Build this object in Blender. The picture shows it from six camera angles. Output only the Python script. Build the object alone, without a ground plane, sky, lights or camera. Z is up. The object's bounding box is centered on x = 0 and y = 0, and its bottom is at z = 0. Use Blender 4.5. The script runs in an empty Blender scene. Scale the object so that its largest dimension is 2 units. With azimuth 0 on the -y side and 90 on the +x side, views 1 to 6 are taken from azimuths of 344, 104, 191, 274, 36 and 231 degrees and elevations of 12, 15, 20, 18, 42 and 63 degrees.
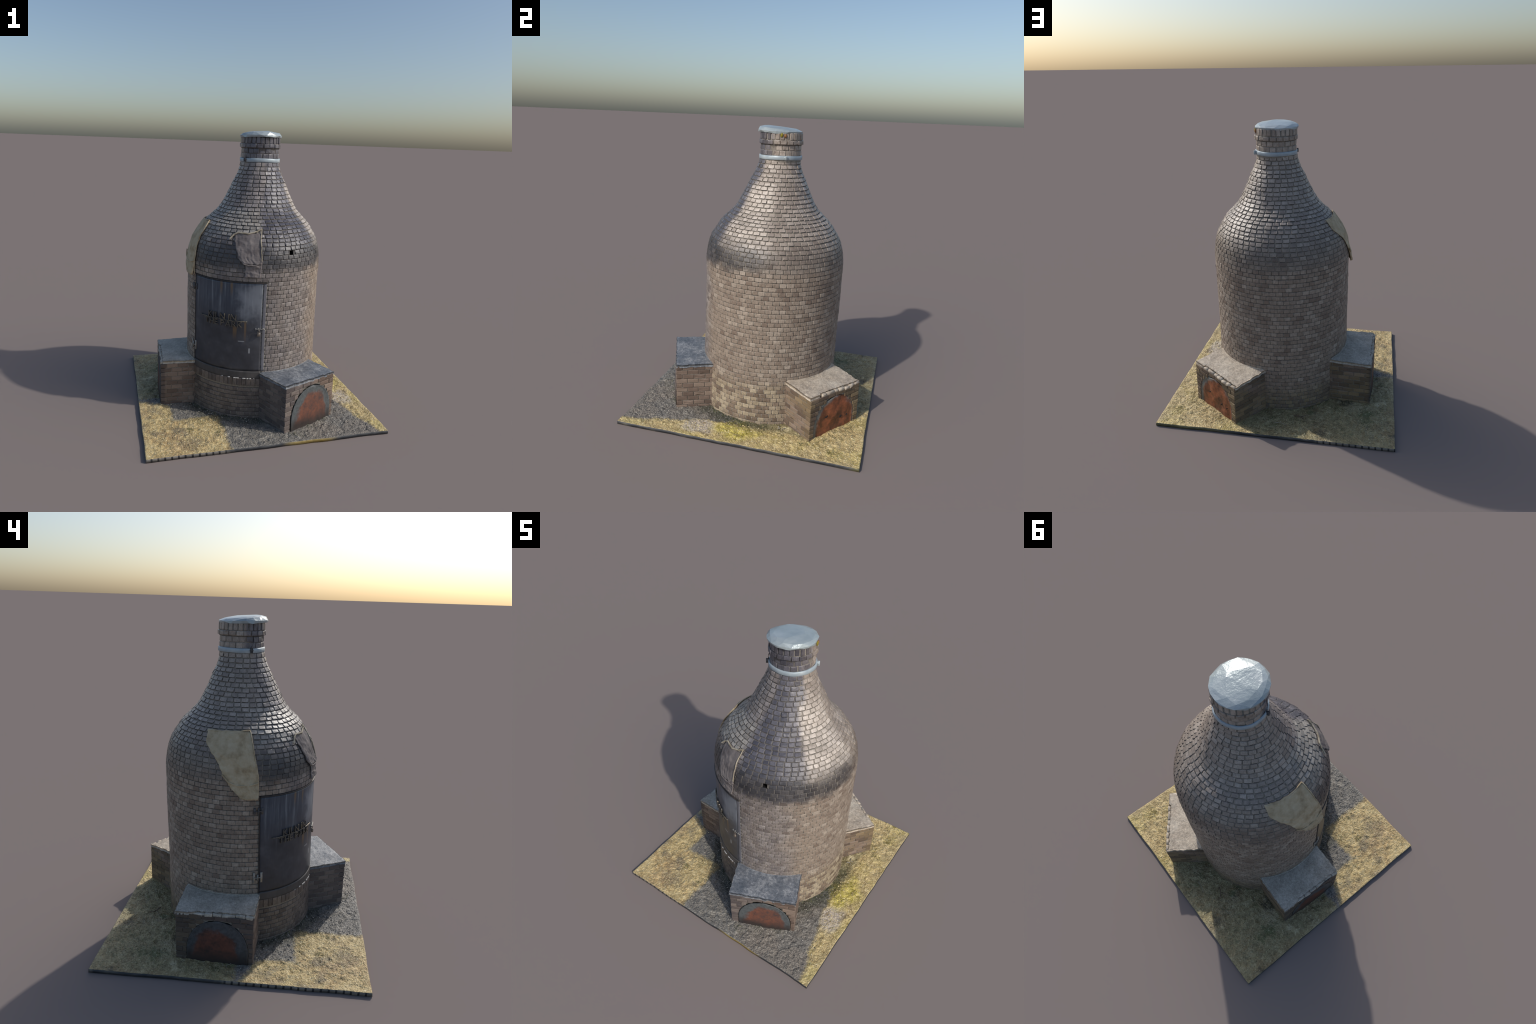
import bpy, bmesh, math, random
import numpy as np
from mathutils import Vector, Matrix, noise as mn

RNG = random.Random(7)
NR = np.random.default_rng(7)

# --------------------------------------------------------------------------
# tower profile (height -> radius) and slightly leaning axis
# --------------------------------------------------------------------------
ZK = np.array([0, .3, .6, .8, .95, 1.05, 1.12, 1.18, 1.24, 1.3, 1.35, 1.40, 1.44, 1.48, 1.53, 1.58, 1.64, 1.70, 1.76, 1.80, 1.9])
RK = np.array([.4905, .4885, .4872, .489, .4885, .4905, .4855, .4738, .4520, .4150, .3800, .3275, .2905, .2650, .2393, .2156, .1879, .1597, .1420, .1400, .139])
AZ = np.array([0, .5, .9, 1.2, 1.5, 1.9])
AX = np.array([.0435, .0478, .0508, .0572, .0722, .0790])
AY = np.array([.0275, .0380, .0458, .0455, .0468, .0610])


def spline(zk, rk, z):
    z = np.asarray(z, float)
    m = np.gradient(rk, zk)
    i = np.clip(np.searchsorted(zk, z) - 1, 0, len(zk) - 2)
    h = zk[i + 1] - zk[i]
    t = np.clip((z - zk[i]) / h, 0, 1)
    return ((2*t**3 - 3*t*t + 1)*rk[i] + (t**3 - 2*t*t + t)*h*m[i]
            + (-2*t**3 + 3*t*t)*rk[i + 1] + (t**3 - t*t)*h*m[i + 1])


def rad(z): return spline(ZK, RK, z)
def axis(z): return spline(AZ, AX, z), spline(AZ, AY, z)


def on_tower(th, z, off=0.0):
    """point on the tower wall at angle th (radians), height z, off metres out of it"""
    r = float(rad(z)); d = float((rad(z + .004) - rad(z - .004)) / .008)
    n = math.hypot(1, d)
    cx, cy = axis(z)
    rr = r + off / n
    return Vector((float(cx) + rr*math.cos(th), float(cy) + rr*math.sin(th), z - off*d/n))


D2R = math.pi / 180


def fbm(x, y, z, oct=3):
    return mn.fractal(Vector((x, y, z)), 0.8, 2.1, oct)


# --------------------------------------------------------------------------
# object helpers
# --------------------------------------------------------------------------
COL = bpy.context.scene.collection


def add_mesh(name, verts, faces, mats, parent=None, mat_idx=None, smooth=True):
    me = bpy.data.meshes.new(name)
    me.from_pydata([tuple(v) for v in verts], [], faces)
    for m in (mats if isinstance(mats, (list, tuple)) else [mats]):
        me.materials.append(m)
    if mat_idx is not None:
        me.polygons.foreach_set('material_index', np.asarray(mat_idx, dtype=np.int32))
    me.polygons.foreach_set('use_smooth', [smooth]*len(me.polygons))
    me.update()
    ob = bpy.data.objects.new(name, me)
    COL.objects.link(ob)
    if parent is not None:
        ob.parent = parent
    return ob


class Acc:
    """collects pieces into one mesh"""
    def __init__(self): self.v = []; self.f = []; self.m = []
    def add(self, v, f, m=0):
        o = len(self.v)
        self.v.extend(v)
        self.f.extend([tuple(i + o for i in q) for q in f])
        self.m.extend([m]*len(f))


def tube(path, radius, seg=8, caps=True, taper=None):
    """round bar along a path of Vectors"""
    v, f = [], []
    n = len(path)
    for i, p in enumerate(path):
        a = path[max(i-1, 0)]; b = path[min(i+1, n-1)]
        t = (b - a).normalized()
        up = Vector((0, 0, 1)) if abs(t.z) < .9 else Vector((1, 0, 0))
        s = t.cross(up).normalized(); u = s.cross(t)
        r = radius * (taper(i/(n-1)) if taper else 1)
        for k in range(seg):
            an = 2*math.pi*k/seg
            v.append(p + s*(r*math.cos(an)) + u*(r*math.sin(an)))
    for i in range(n-1):
        for k in range(seg):
            k2 = (k+1) % seg
            f.append((i*seg+k, i*seg+k2, (i+1)*seg+k2, (i+1)*seg+k))
    if caps:
        f.append(tuple(range(seg))[::-1]); f.append(tuple((n-1)*seg + k for k in range(seg)))
    return v, f


def block(c, ax, ay, az, hx, hy, hz, ch=.001):
    """chamfered block, centre c, unit axes, half sizes"""
    v, f = [], []
    bm = bmesh.new()
    bmesh.ops.create_cube(bm, size=2)
    for q in bm.verts:
        q.co = Vector((q.co.x*hx, q.co.y*hy, q.co.z*hz))
    bmesh.ops.bevel(bm, geom=bm.edges[:], offset=ch, segments=1, affect='EDGES')
    bm.verts.index_update()
    v = [c + ax*q.co.x + ay*q.co.y + az*q.co.z for q in bm.verts]
    f = [tuple(w.index for w in q.verts) for q in bm.faces]
    bm.free()
    return v, f


# --------------------------------------------------------------------------
# node helper
# --------------------------------------------------------------------------
class N:
    def __init__(self, name):
        self.mat = bpy.data.materials.new(name)
        self.mat.use_nodes = True
        self.t = self.mat.node_tree
        self.t.nodes.clear()
        self.out = self.t.nodes.new('ShaderNodeOutputMaterial')
        self.bsdf = self.t.nodes.new('ShaderNodeBsdfPrincipled')
        self.t.links.new(self.bsdf.outputs[0], self.out.inputs[0])
        self._pos = None

    def n(self, typ, **kw):
        d = self.t.nodes.new(typ)
        for k, v in kw.items(): setattr(d, k, v)
        return d

    def put(self, sock, val):
        if hasattr(val, 'is_output') or isinstance(val, bpy.types.NodeSocket):
            self.t.links.new(val, sock)
        elif isinstance(val, (tuple, list)) and len(val) == 3 and len(sock.default_value) == 4:
            sock.default_value = (*val, 1)
        else:
            sock.default_value = val

    def math(self, op, a, b=0.0, c=None, clamp=False):
        d = self.n('ShaderNodeMath', operation=op, use_clamp=clamp)
        self.put(d.inputs[0], a); self.put(d.inputs[1], b)
        if c is not None: self.put(d.inputs[2], c)
        return d.outputs[0]

    def add(self, a, b): return self.math('ADD', a, b)
    def sub(self, a, b): return self.math('SUBTRACT', a, b)
    def mul(self, a, b): return self.math('MULTIPLY', a, b)
    def mx(self, a, b): return self.math('MAXIMUM', a, b)
    def mi(self, a, b): return self.math('MINIMUM', a, b)

    def pos(self):
        if self._pos is None:
            self._pos = self.n('ShaderNodeNewGeometry')
        return self._pos.outputs['Position']

    def island(self):
        self.pos()
        return self._pos.outputs['Random Per Island']

    def xyz(self, v=None):
        d = self.n('ShaderNodeSeparateXYZ'); self.put(d.inputs[0], v or self.pos())
        return d.outputs

    def ss(self, val, lo, hi):
        """smoothstep lo->hi"""
        d = self.n('ShaderNodeMapRange', interpolation_type='SMOOTHSTEP')
        self.put(d.inputs[0], val); d.inputs[1].default_value = lo; d.inputs[2].default_value = hi
        return d.outputs[0]

    def scaled(self, s, v=None, off=(0, 0, 0)):
        d = self.n('ShaderNodeMapping')
        self.put(d.inputs[0], v or self.pos())
        d.inputs['Scale'].default_value = s; d.inputs['Location'].default_value = off
        return d.outputs[0]

    def noise(self, scale, detail=3, rough=.55, v=None, dist=0.0, color=False):
        d = self.n('ShaderNodeTexNoise')
        self.put(d.inputs['Vector'], v or self.pos())
        d.inputs['Scale'].default_value = scale; d.inputs['Detail'].default_value = detail
        d.inputs['Roughness'].default_value = rough; d.inputs['Distortion'].default_value = dist
        return d.outputs[1 if color else 0]

    def voro(self, scale, v=None, feature='F1', color=False):
        d = self.n('ShaderNodeTexVoronoi', feature=feature)
        self.put(d.inputs['Vector'], v or self.pos())
        d.inputs['Scale'].default_value = scale
        return d.outputs['Color' if color else 'Distance']

    def white(self, val):
        d = self.n('ShaderNodeTexWhiteNoise', noise_dimensions='1D')
        self.put(d.inputs['W'], val)
        return d.outputs['Value']

    def ramp(self, val, stops, interp='LINEAR'):
        d = self.n('ShaderNodeValToRGB')
        self.put(d.inputs[0], val)
        r = d.color_ramp; r.interpolation = interp
        while len(r.elements) < len(stops): r.elements.new(.5)
        for e, (p, c) in zip(r.elements, stops):
            e.position = p; e.color = (*c, 1)
        return d.outputs[0]

    def mix(self, fac, a, b, mode='MIX'):
        d = self.n('ShaderNodeMix', data_type='RGBA', blend_type=mode)
        self.put(d.inputs[0], fac); self.put(d.inputs[6], a); self.put(d.inputs[7], b)
        return d.outputs[2]

    def bump(self, h, strength=.5, dist=.003):
        d = self.n('ShaderNodeBump')
        self.put(d.inputs['Height'], h)
        d.inputs['Strength'].default_value = strength; d.inputs['Distance'].default_value = dist
        self.t.links.new(d.outputs[0], self.bsdf.inputs['Normal'])

    def done(self, color, rough=.6, metal=0.0, spec=.5):
        self.put(self.bsdf.inputs['Base Color'], color)
        self.put(self.bsdf.inputs['Roughness'], rough)
        self.put(self.bsdf.inputs['Metallic'], metal)
        self.bsdf.inputs['Specular IOR Level'].default_value = spec
        return self.mat

    def theta(self):
        """angle about the tower axis in degrees"""
        x, y, z = self.xyz()
        return self.mul(self.math('ARCTAN2', self.sub(y, .04), self.sub(x, .055)), 180/math.pi)

    def sector(self, th, lo, hi, soft):
        return self.mul(self.ss(th, lo - soft, lo + soft), self.sub(1.0, self.ss(th, hi - soft, hi + soft)))


# --------------------------------------------------------------------------
# materials
# --------------------------------------------------------------------------
def brick_random(m):
    info = m.n('ShaderNodeObjectInfo')
    return m.white(m.add(m.mul(m.island(), 37.7), m.mul(info.outputs['Random'], 91.3)))


def mat_tower_brick():
    m = N('kiln_brick')
    r = brick_random(m)
    r2 = m.white(m.add(m.mul(r, 53.1), 3.7))
    x, y, z = m.xyz()
    th = m.theta()
    col = m.ramp(r, [(0, (.185, .138, .106)), (.2, (.248, .196, .153)), (.75, (.290, .234, .185)), (1, (.37, .31, .252))])
    # higher courses: greyer and paler
    up = m.ss(z, 1.15, 1.4)
    colu = m.ramp(r, [(0, (.27, .222, .185)), (.5, (.325, .272, .228)), (1, (.41, .35, .30))])
    col = m.mix(up, col, colu)
    # noise fields that roughen the masks below
    n1 = m.noise(3.2, 4, .6)
    n2 = m.noise(11, 4, .6)
    # cool grey baked shade painted on the front quarter
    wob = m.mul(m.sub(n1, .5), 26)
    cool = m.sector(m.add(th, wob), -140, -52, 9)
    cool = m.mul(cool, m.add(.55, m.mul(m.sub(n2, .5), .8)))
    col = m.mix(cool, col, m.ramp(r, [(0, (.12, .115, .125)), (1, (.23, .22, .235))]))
    # baked sunlit patch over the rag, painted pale up to the shadow edge
    lit_patch = m.mul(m.sector(m.add(th, m.mul(m.sub(n1, .5), 14)), -165, -98, 4), m.sector(m.add(z, m.mul(m.sub(n1, .5), .12)), 1.29, 1.47, .025))
    col = m.mix(m.mul(lit_patch, .7), col, m.ramp(r, [(0, (.24, .225, .20)), (1, (.43, .40, .35))]))
    # baked cast shadow, painted slate-blue on the neck, collar and shoulder
    skew = m.mul(m.ss(z, 1.38, 1.75), -20)          # the painted shadow leans over as it climbs
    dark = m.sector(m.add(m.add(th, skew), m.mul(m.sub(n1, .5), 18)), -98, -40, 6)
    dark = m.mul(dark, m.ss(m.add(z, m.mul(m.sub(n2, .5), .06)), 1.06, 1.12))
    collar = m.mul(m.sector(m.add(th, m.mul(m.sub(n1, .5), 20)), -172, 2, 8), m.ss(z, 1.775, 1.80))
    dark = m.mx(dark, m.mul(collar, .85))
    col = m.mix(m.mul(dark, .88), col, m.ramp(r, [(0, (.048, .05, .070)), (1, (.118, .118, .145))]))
    # baked sun glare painted pale on the shoulder beside the shadow
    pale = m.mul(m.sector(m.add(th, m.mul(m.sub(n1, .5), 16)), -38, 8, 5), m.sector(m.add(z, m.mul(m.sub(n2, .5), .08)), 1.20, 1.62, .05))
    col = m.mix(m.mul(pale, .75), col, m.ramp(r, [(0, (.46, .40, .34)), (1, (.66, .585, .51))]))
    # baked shade painted as a dark band round the shoulder
    zz = m.add(m.add(z, m.mul(m.sub(r2, .5), .035)), m.add(m.mul(m.sub(n1, .5), .10), m.mul(m.sub(n2, .5), .05)))
    band = m.mul(m.ss(zz, 1.045, 1.115), m.sub(1.0, m.ss(zz, 1.17, 1.32)))
    band = m.mul(band, m.add(.72, m.mul(n2, .5)))
    front = m.sector(m.add(th, m.mul(m.sub(n1, .5), 30)), -165, 4, 13)
    band = m.mul(band, m.add(.34, m.mul(front, .58)))
    col = m.mix(band, col, m.ramp(r2, [(0, (.022, .022, .026)), (.7, (.045, .043, .046)), (1, (.085, .077, .073))]))
    # buff, salt-stained low courses on the sunny side, ochre at the back foot
    low = m.sub(1.0, m.ss(m.add(z, m.mul(m.sub(n1, .5), .12)), .26, .36))
    east = m.sector(m.add(th, m.mul(m.sub(n1, .5), 40)), -40, 24, 12)
    buff = m.ramp(r2, [(0, (.11, .075, .05)), (.38, (.19, .14, .10)), (.5, (.30, .24, .165)), (1, (.44, .37, .26))])
    col = m.mix(m.mul(m.mul(low, east), .8), col, buff)
    back = m.sub(1.0, m.ss(z, .10, .24))
    back = m.mul(back, m.mx(m.sector(th, 50, 175, 10), 0.0))
    col = m.mix(m.mul(back, .7), col, m.ramp(r2, [(0, (.12, .085, .06)), (1, (.23, .175, .085))]))
    # baked shadow under the door, painted as darker brown brick
    plinth = m.mul(m.sector(th, -162, -94, 3), m.sub(1.0, m.ss(z, .30, .34)))
    col = m.mix(m.mul(plinth, .8), col, m.ramp(r, [(0, (.07, .055, .05)), (1, (.16, .125, .10))]))
    # lime runs
    st = m.noise(1.0, 3, .6, v=m.scaled((38, 38, 4)))
    col = m.mix(m.mul(m.ss(st, .68, .78), .35), col, (.5, .46, .4))
    # vertical drag marks & speckle
    fine = m.noise(1.0, 4, .75, v=m.scaled((330, 330, 55)))
    col = m.mix(1.0, col, m.ramp(fine, [(.28, (.58, .58, .58)), (.72, (1.38, 1.38, 1.38))]), 'MULTIPLY')
    blot = m.noise(42, 4, .65)
    col = m.mix(1.0, col, m.ramp(blot, [(.3, (.78, .77, .76)), (.7, (1.2, 1.2, 1.2))]), 'MULTIPLY')
    sp = m.noise(160, 3, .7)
    m.bump(m.add(fine, m.mul(sp, 1.2)), .55, .0016)
    rough = m.sub(.50, m.mul(m.ss(z, 1.0, 1.25), .19))
    return m.done(col, rough, spec=.65)


def mat_firebox_brick():
    m = N('firebox_brick')
    r = brick_random(m)
    x, y, z = m.xyz()
    th = m.theta()
    col = m.ramp(r, [(0, (.115, .080, .062)), (.5, (.185, .132, .102)), (1, (.265, .20, .155))])
    ochre = m.sector(th, 30, 172, 4)
    ochre = m.mul(ochre, m.ss(m.noise(5, 2), .3, .55))
    col = m.mix(m.mul(ochre, .75), col, m.ramp(r, [(0, (.13, .095, .055)), (1, (.25, .18, .085))]))
    dark = m.mul(m.ss(m.mul(x, -1.0), .60, .64), m.ss(y, .18, .27))
    dk2 = m.sector(th, -108, -66, 4)
    col = m.mix(m.mul(dk2, .6), col, m.ramp(r, [(0, (.075, .072, .08)), (1, (.15, .135, .13))]))
    fr = m.ss(m.mul(x, -1.0), .615, .64)
    col = m.mix(m.mul(fr, .62), col, (.055, .05, .052))
    fine = m.noise(1.0, 3, .7, v=m.scaled((300, 300, 90)))
    col = m.mix(1.0, col, m.ramp(fine, [(.2, (.72, .72, .72)), (.8, (1.2, 1.2, 1.2))]), 'MULTIPLY')
    m.bump(m.add(fine, m.noise(140, 3, .7)), .5, .0016)
    return m.done(col, .68)


def mat_mortar(name, a, b, rough=.8, baked_shade=False):
    m = N(name)
    n = m.noise(60, 4, .65)
    col = m.mix(m.ss(n, .3, .7), a, b)
    if baked_shade:  # carries the painted neck shadow over into the joints
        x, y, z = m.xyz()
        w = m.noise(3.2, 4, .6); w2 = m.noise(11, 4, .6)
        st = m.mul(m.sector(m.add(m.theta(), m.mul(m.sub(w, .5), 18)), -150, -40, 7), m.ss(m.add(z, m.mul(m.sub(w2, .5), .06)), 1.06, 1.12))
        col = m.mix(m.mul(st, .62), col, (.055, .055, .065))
    m.bump(n, .5, .002)
    return m.done(col, rough)


def mat_ground():
    m = N('grass_gravel_baked_light')
    x, y, z = m.xyz()
    w1 = m.noise(6, 4, .6, color=True)
    wx, wy, _ = m.xyz(w1)
    x = m.add(x, m.mul(m.sub(wx, .5), .10)); y = m.add(y, m.mul(m.sub(wy, .5), .10))
    def lt(v, c, s=.022): return m.sub(1.0, m.ss(v, c - s, c + s))
    def gt(v, c, s=.022): return m.ss(v, c - s, c + s)
    # baked sun patch painted over dry straw, front left
    s1 = m.mul(lt(x, -.285), lt(y, -.375))
    s2 = m.mul(lt(x, -.60), lt(m.add(y, m.mul(x, .45)), -.42))
    left = m.mx(s1, s2)
    # baked sun strip over dry straw, right side and before the far firebox
    line = m.add(x, m.mul(y, .25))
    r1 = m.mul(gt(line, .55), lt(y, .03))
    r2 = m.mul(gt(x, .60), gt(y, -.02))
    r3 = m.mul(gt(m.add(m.mul(x, .593), m.mul(y, .805)), .715), gt(x, .11))
    right = m.mx(m.mx(r1, r2), r3)
    patch = m.mul(m.ss(m.noise(4.5, 2), .58, .66), gt(y, .60))
    straw = m.mx(m.mx(left, right), m.mul(patch, .55))
    # baked shade painted as grey gravel, between the two sunlit areas
    gravel = m.mul(lt(y, m_none(-.02)), m.sub(1.0, straw))
    g1 = m.noise(28, 5, .65); g2 = m.noise(90, 4, .7); g3 = m.noise(9, 4, .6)
    v1 = m.voro(95); 
    sun_strawc = m.ramp(m.add(m.mul(g1, .6), m.mul(g2, .4)), [(.30, (.16, .11, .045)), (.42, (.42, .31, .14)), (.55, (.68, .53, .26)), (.72, (.85, .73, .47))])
    blotch = m.mul(m.ss(m.noise(4.6, 5, .62), .49, .62), m.sub(1.0, m.mul(right, .6)))
    sun_strawc = m.mix(m.mul(blotch, .78), sun_strawc, m.ramp(g2, [(.32, (.09, .075, .055)), (.68, (.34, .28, .19))]))
    yel = m.mul(right, m.ss(m.noise(5, 3), .42, .62))
    sun_strawc = m.mix(m.mul(yel, .65), sun_strawc, m.ramp(g1, [(.35, (.36, .28, .06)), (.65, (.86, .70, .30))]))
    orange = m.mul(left, m.ss(m.noise(4.2, 3), .45, .65))
    sun_strawc = m.mix(m.mul(orange, .5), sun_strawc, m.ramp(g1, [(.35, (.32, .20, .085)), (.65, (.70, .49, .24))]))
    pinkd = m.math('SQRT', m.add(m.math('POWER', m.sub(x, .69), 2.0), m.math('POWER', m.mul(m.sub(y, -.27), .6), 2.0)))
    sun_strawc = m.mix(m.mul(m.sub(1.0, m.ss(pinkd, .05, .10)), .7), sun_strawc, m.ramp(g2, [(.3, (.36, .31, .27)), (.7, (.66, .6, .56))]))
    shade_gravc = m.ramp(m.add(m.mul(g1, .5), m.mul(g2, .5)), [(.3, (.05, .049, .047)), (.42, (.15, .142, .128)), (.56, (.27, .25, .215)), (.70, (.48, .45, .385))])
    brownish = m.mul(m.ss(m.noise(3.5, 3), .42, .6), m.ss(x, .1, .35))
    shade_gravc = m.mix(m.mul(brownish, .75), shade_gravc, m.ramp(g2, [(.3, (.13, .11, .09)), (.7, (.36, .31, .25))]))
    grassc = m.ramp(m.add(m.mul(g1, .55), m.mul(g2, .45)), [(.30, (.08, .07, .032)), (.41, (.26, .21, .105)), (.54, (.43, .36, .19)), (.70, (.62, .55, .35))])
    rusty = m.ss(m.noise(5.2, 3), .5, .64)
    grassc = m.mix(m.mul(rusty, .55), grassc, m.ramp(g2, [(.3, (.12, .075, .03)), (.7, (.40, .27, .12))]))
    tan = m.ss(m.noise(4.4, 4, .6), .53, .63)
    grassc = m.mix(m.mul(tan, .6), grassc, m.ramp(g1, [(.36, (.34, .28, .15)), (.62, (.66, .58, .37))]))
    green = m.ss(m.noise(7, 4, .6), .55, .66)
    grassc = m.mix(m.mul(green, .7), grassc, m.ramp(g2, [(.3, (.03, .05, .012)), (.7, (.12, .16, .045))]))
    dead = m.ss(m.noise(5.0, 6, .68), .55, .66)
    grassc = m.mix(m.mul(dead, .75), grassc, m.ramp(g2, [(.3, (.02, .018, .014)), (.7, (.09, .075, .05))]))
    col = m.mix(gravel, grassc, shade_gravc)
    col = m.mix(straw, col, sun_strawc)
    lime = m.math('SQRT', m.add(m.math('POWER', m.sub(x, .64), 2.0), m.math('POWER', m.mul(m.sub(y, -.03), .75), 2.0)))
    lime = m.mul(m.sub(1.0, m.ss(m.add(lime, m.mul(m.sub(g3, .5), .30)), .04, .17)), straw)
    col = m.mix(m.mul(lime, .62), col, m.ramp(g1, [(.36, (.34, .30, .02)), (.62, (.80, .68, .10))]))
    # deeper baked shade painted at the foot of the walls
    dx = m.sub(m.xyz()[0], .045); dy = m.sub(m.xyz()[1], .035)
    dist = m.math('SQRT', m.add(m.mul(dx, dx), m.mul(dy, dy)))
    foot = m.sub(1.0, m.ss(m.add(dist, m.mul(m.sub(g3, .5), .2)), .53, .63))
    foot = m.mul(foot, m.sub(1.0, m.ss(m.xyz()[1], .1, .3)))
    col = m.mix(m.mul(foot, .75), col, m.ramp(g2, [(.3, (.018, .02, .014)), (.6, (.055, .06, .035)), (.8, (.16, .14, .10))]))
    h = m.add(m.mul(g1, .9), m.add(g2, m.mul(v1, .6)))
    m.bump(h, .9, .008)
    return m.done(col, .5, spec=.5)


def m_none(v): return v


def mat_ground_edge():
    m = N('cut_earth_edge')
    x, y, z = m.xyz()
    n = m.noise(1.0, 3, .6, v=m.scaled((9, 9, 40)))
    col = m.ramp(n, [(.3, (.022, .026, .032)), (.55, (.06, .062, .065)), (.8, (.16, .15, .12))])
    yel = m.mul(m.sector(x, .10, .40, .06), m.sub(1.0, m.ss(y, -.8, -.7)))
    col = m.mix(m.mul(yel, .8), col, m.ramp(n, [(.3, (.25, .17, .03)), (.7, (.45, .34, .12))]))
    far = m.mul(m.ss(y, .74, .8), m.ss(x, .2, .5))
    col = m.mix(m.mul(far, .7), col, m.ramp(n, [(.3, (.05, .055, .02)), (.7, (.25, .22, .09))]))
    # joints of a paved edging showing on the far left side
    st = m.n('ShaderNodeTexWave', wave_type='BANDS', bands_direction='DIAGONAL')
    m.put(st.inputs['Vector'], m.scaled((1, 1, 0)))
    st.inputs['Scale'].default_value = 15; st.inputs['Distortion'].default_value = .4
    pv = m.mul(m.ss(m.mul(x, -1.0), .28, .34), m.mx(m.sub(1.0, m.ss(y, .0, .05)), m.ss(y, .78, .8)))
    pave = m.mix(m.ss(st.outputs[1], .12, .25), (.02, .02, .022), m.ramp(n, [(.3, (.10, .095, .085)), (.7, (.24, .22, .19))]))
    col = m.mix(m.mul(pv, m.ss(m.mul(y, -1.0), -.9, -.8)), col, pave)
    return m.done(col, .6)


def mat_door():
    m = N('weathered_steel_door')
    x, y, z = m.xyz()
    th = m.theta()
    n = m.noise(7, 4, .6); n2 = m.noise(1.0, 4, .65, v=m.scaled((60, 60, 3.2)))
    col = m.ramp(n, [(.3, (.032, .032, .038)), (.55, (.058, .06, .07)), (.75, (.10, .105, .12))])
    col = m.mix(m.mul(m.ss(z, .62, .9), .6), col, m.mix(m.ss(n2, .35, .65), (.05, .066, .10), (.11, .135, .17)))
    streak = m.mul(m.ss(n2, .55, .75), m.ss(z, .55, .95))
    col = m.mix(m.mul(streak, .7), col, (.26, .285, .31))
    pale = m.mul(m.sector(m.add(th, m.mul(m.sub(n, .5), 40)), -116, -97, 5), m.sector(m.add(z, m.mul(m.sub(n, .5), .35)), .76, .98, .06))
    col = m.mix(m.mul(pale, .55), col, (.27, .29, .32))
    fl = m.ss(m.noise(55, 3, .7), .73, .78)
    col = m.mix(m.mul(fl, .5), col, (.3, .3, .31))
    def run(t, z0, z1, wdt=1.0):
        a = m.sector(m.add(th, m.mul(m.sub(n2, .5), 1.5)), t - wdt, t + wdt, .5)
        return m.mul(a, m.mul(m.ss(z, z0 - .02, z1), m.sub(1.0, m.ss(z, z1 + .005, z1 + .02))))
    rust = m.mx(m.mx(run(-131.5, .89, .98), run(-122.5, .89, .975)), m.mx(run(-110.5, .56, .71, .7), run(-119, .59, .67, 1.6)))
    col = m.mix(m.mul(rust, .6), col, (.22, .13, .05))
    # chalk dabs
    dab = m.mx(m.mul(m.sector(th, -107.4, -106.2, .3), m.sector(z, .495, .53, .006)), m.mul(m.sector(th, -116, -111, .5), m.sector(z, .575, .581, .002)))
    col = m.mix(m.mul(dab, .7), col, (.42, .43, .44))
    m.bump(m.add(n2, m.noise(45, 3)), .18, .003)
    return m.done(col, .42)


def mat_simple(name, stops, scale=20, rough=.5, metal=0.0, bump=.3, bscale=None, stretch=None, detail=4, spec=.5, bdist=.002):
    m = N(name)
    v = m.scaled(stretch) if stretch else None
    n = m.noise(scale if not stretch else 1.0, detail, .62, v=v)
    col = m.ramp(n, stops)
    if bump: m.bump(m.noise(bscale or scale*3, 4, .65), bump, bdist)
    return m.done(col, rough, metal, spec)


def mat_slab(name, a, b, c, dark=(.08, .08, .085), rough=.6):
    m = N(name)
    n = m.noise(9, 5, .6); g = m.noise(130, 3, .7); h = m.noise(55, 4, .7)
    col = m.ramp(m.add(m.mul(n, .5), m.mul(h, .5)), [(.36, a), (.5, b), (.62, c)])
    col = m.mix(m.mul(m.ss(m.noise(4.5, 3), .58, .7), .45), col, dark)
    col = m.mix(1.0, col, m.ramp(g, [(.25, (.7, .7, .7)), (.75, (1.3, 1.3, 1.3))]), 'MULTIPLY')
    m.bump(m.add(g, h), .7, .004)
    return m.done(col, rough)


def mat_hatch(name, cx, cy, dx, dy, rust_a, rust_b, grey, half, top, soot=0.0, spread=1.0):
    """iron sheet closing a firemouth: rust in the middle, grey rim"""
    m = N(name)
    x, y, z = m.xyz()
    u = m.add(m.mul(m.sub(x, cx), dx), m.mul(m.sub(y, cy), dy))
    n = m.noise(11, 4, .6); n2 = m.noise(50, 4, .65)
    uu = m.math('DIVIDE', m.sub(u, .015), half)
    zz = m.math('DIVIDE', m.sub(z, .03), top)
    d = m.math('SQRT', m.add(m.mul(uu, uu), m.mul(zz, zz)))
    d = m.add(d, m.add(m.mul(m.sub(n, .5), .5), m.mul(m.sub(n2, .5), .12)))
    rust = m.ramp(m.add(m.mul(n, .55), m.mul(n2, .45)), [(.36, rust_a), (.62, rust_b)])
    g = m.ramp(n2, [(.3, tuple(v*.7 for v in grey)), (.7, tuple(v*1.4 for v in grey))])
    col = m.mix(m.ss(d, .74*spread, .86*spread), rust, g)
    low = m.mul(m.sub(1.0, m.ss(m.add(z, m.mul(n, .05)), .04, .16)), soot)
    col = m.mix(low, col, (.035, .028, .026))
    m.bump(m.add(n, m.mul(n2, .4)), .3, .006)
    return m.done(col, .55)


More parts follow.
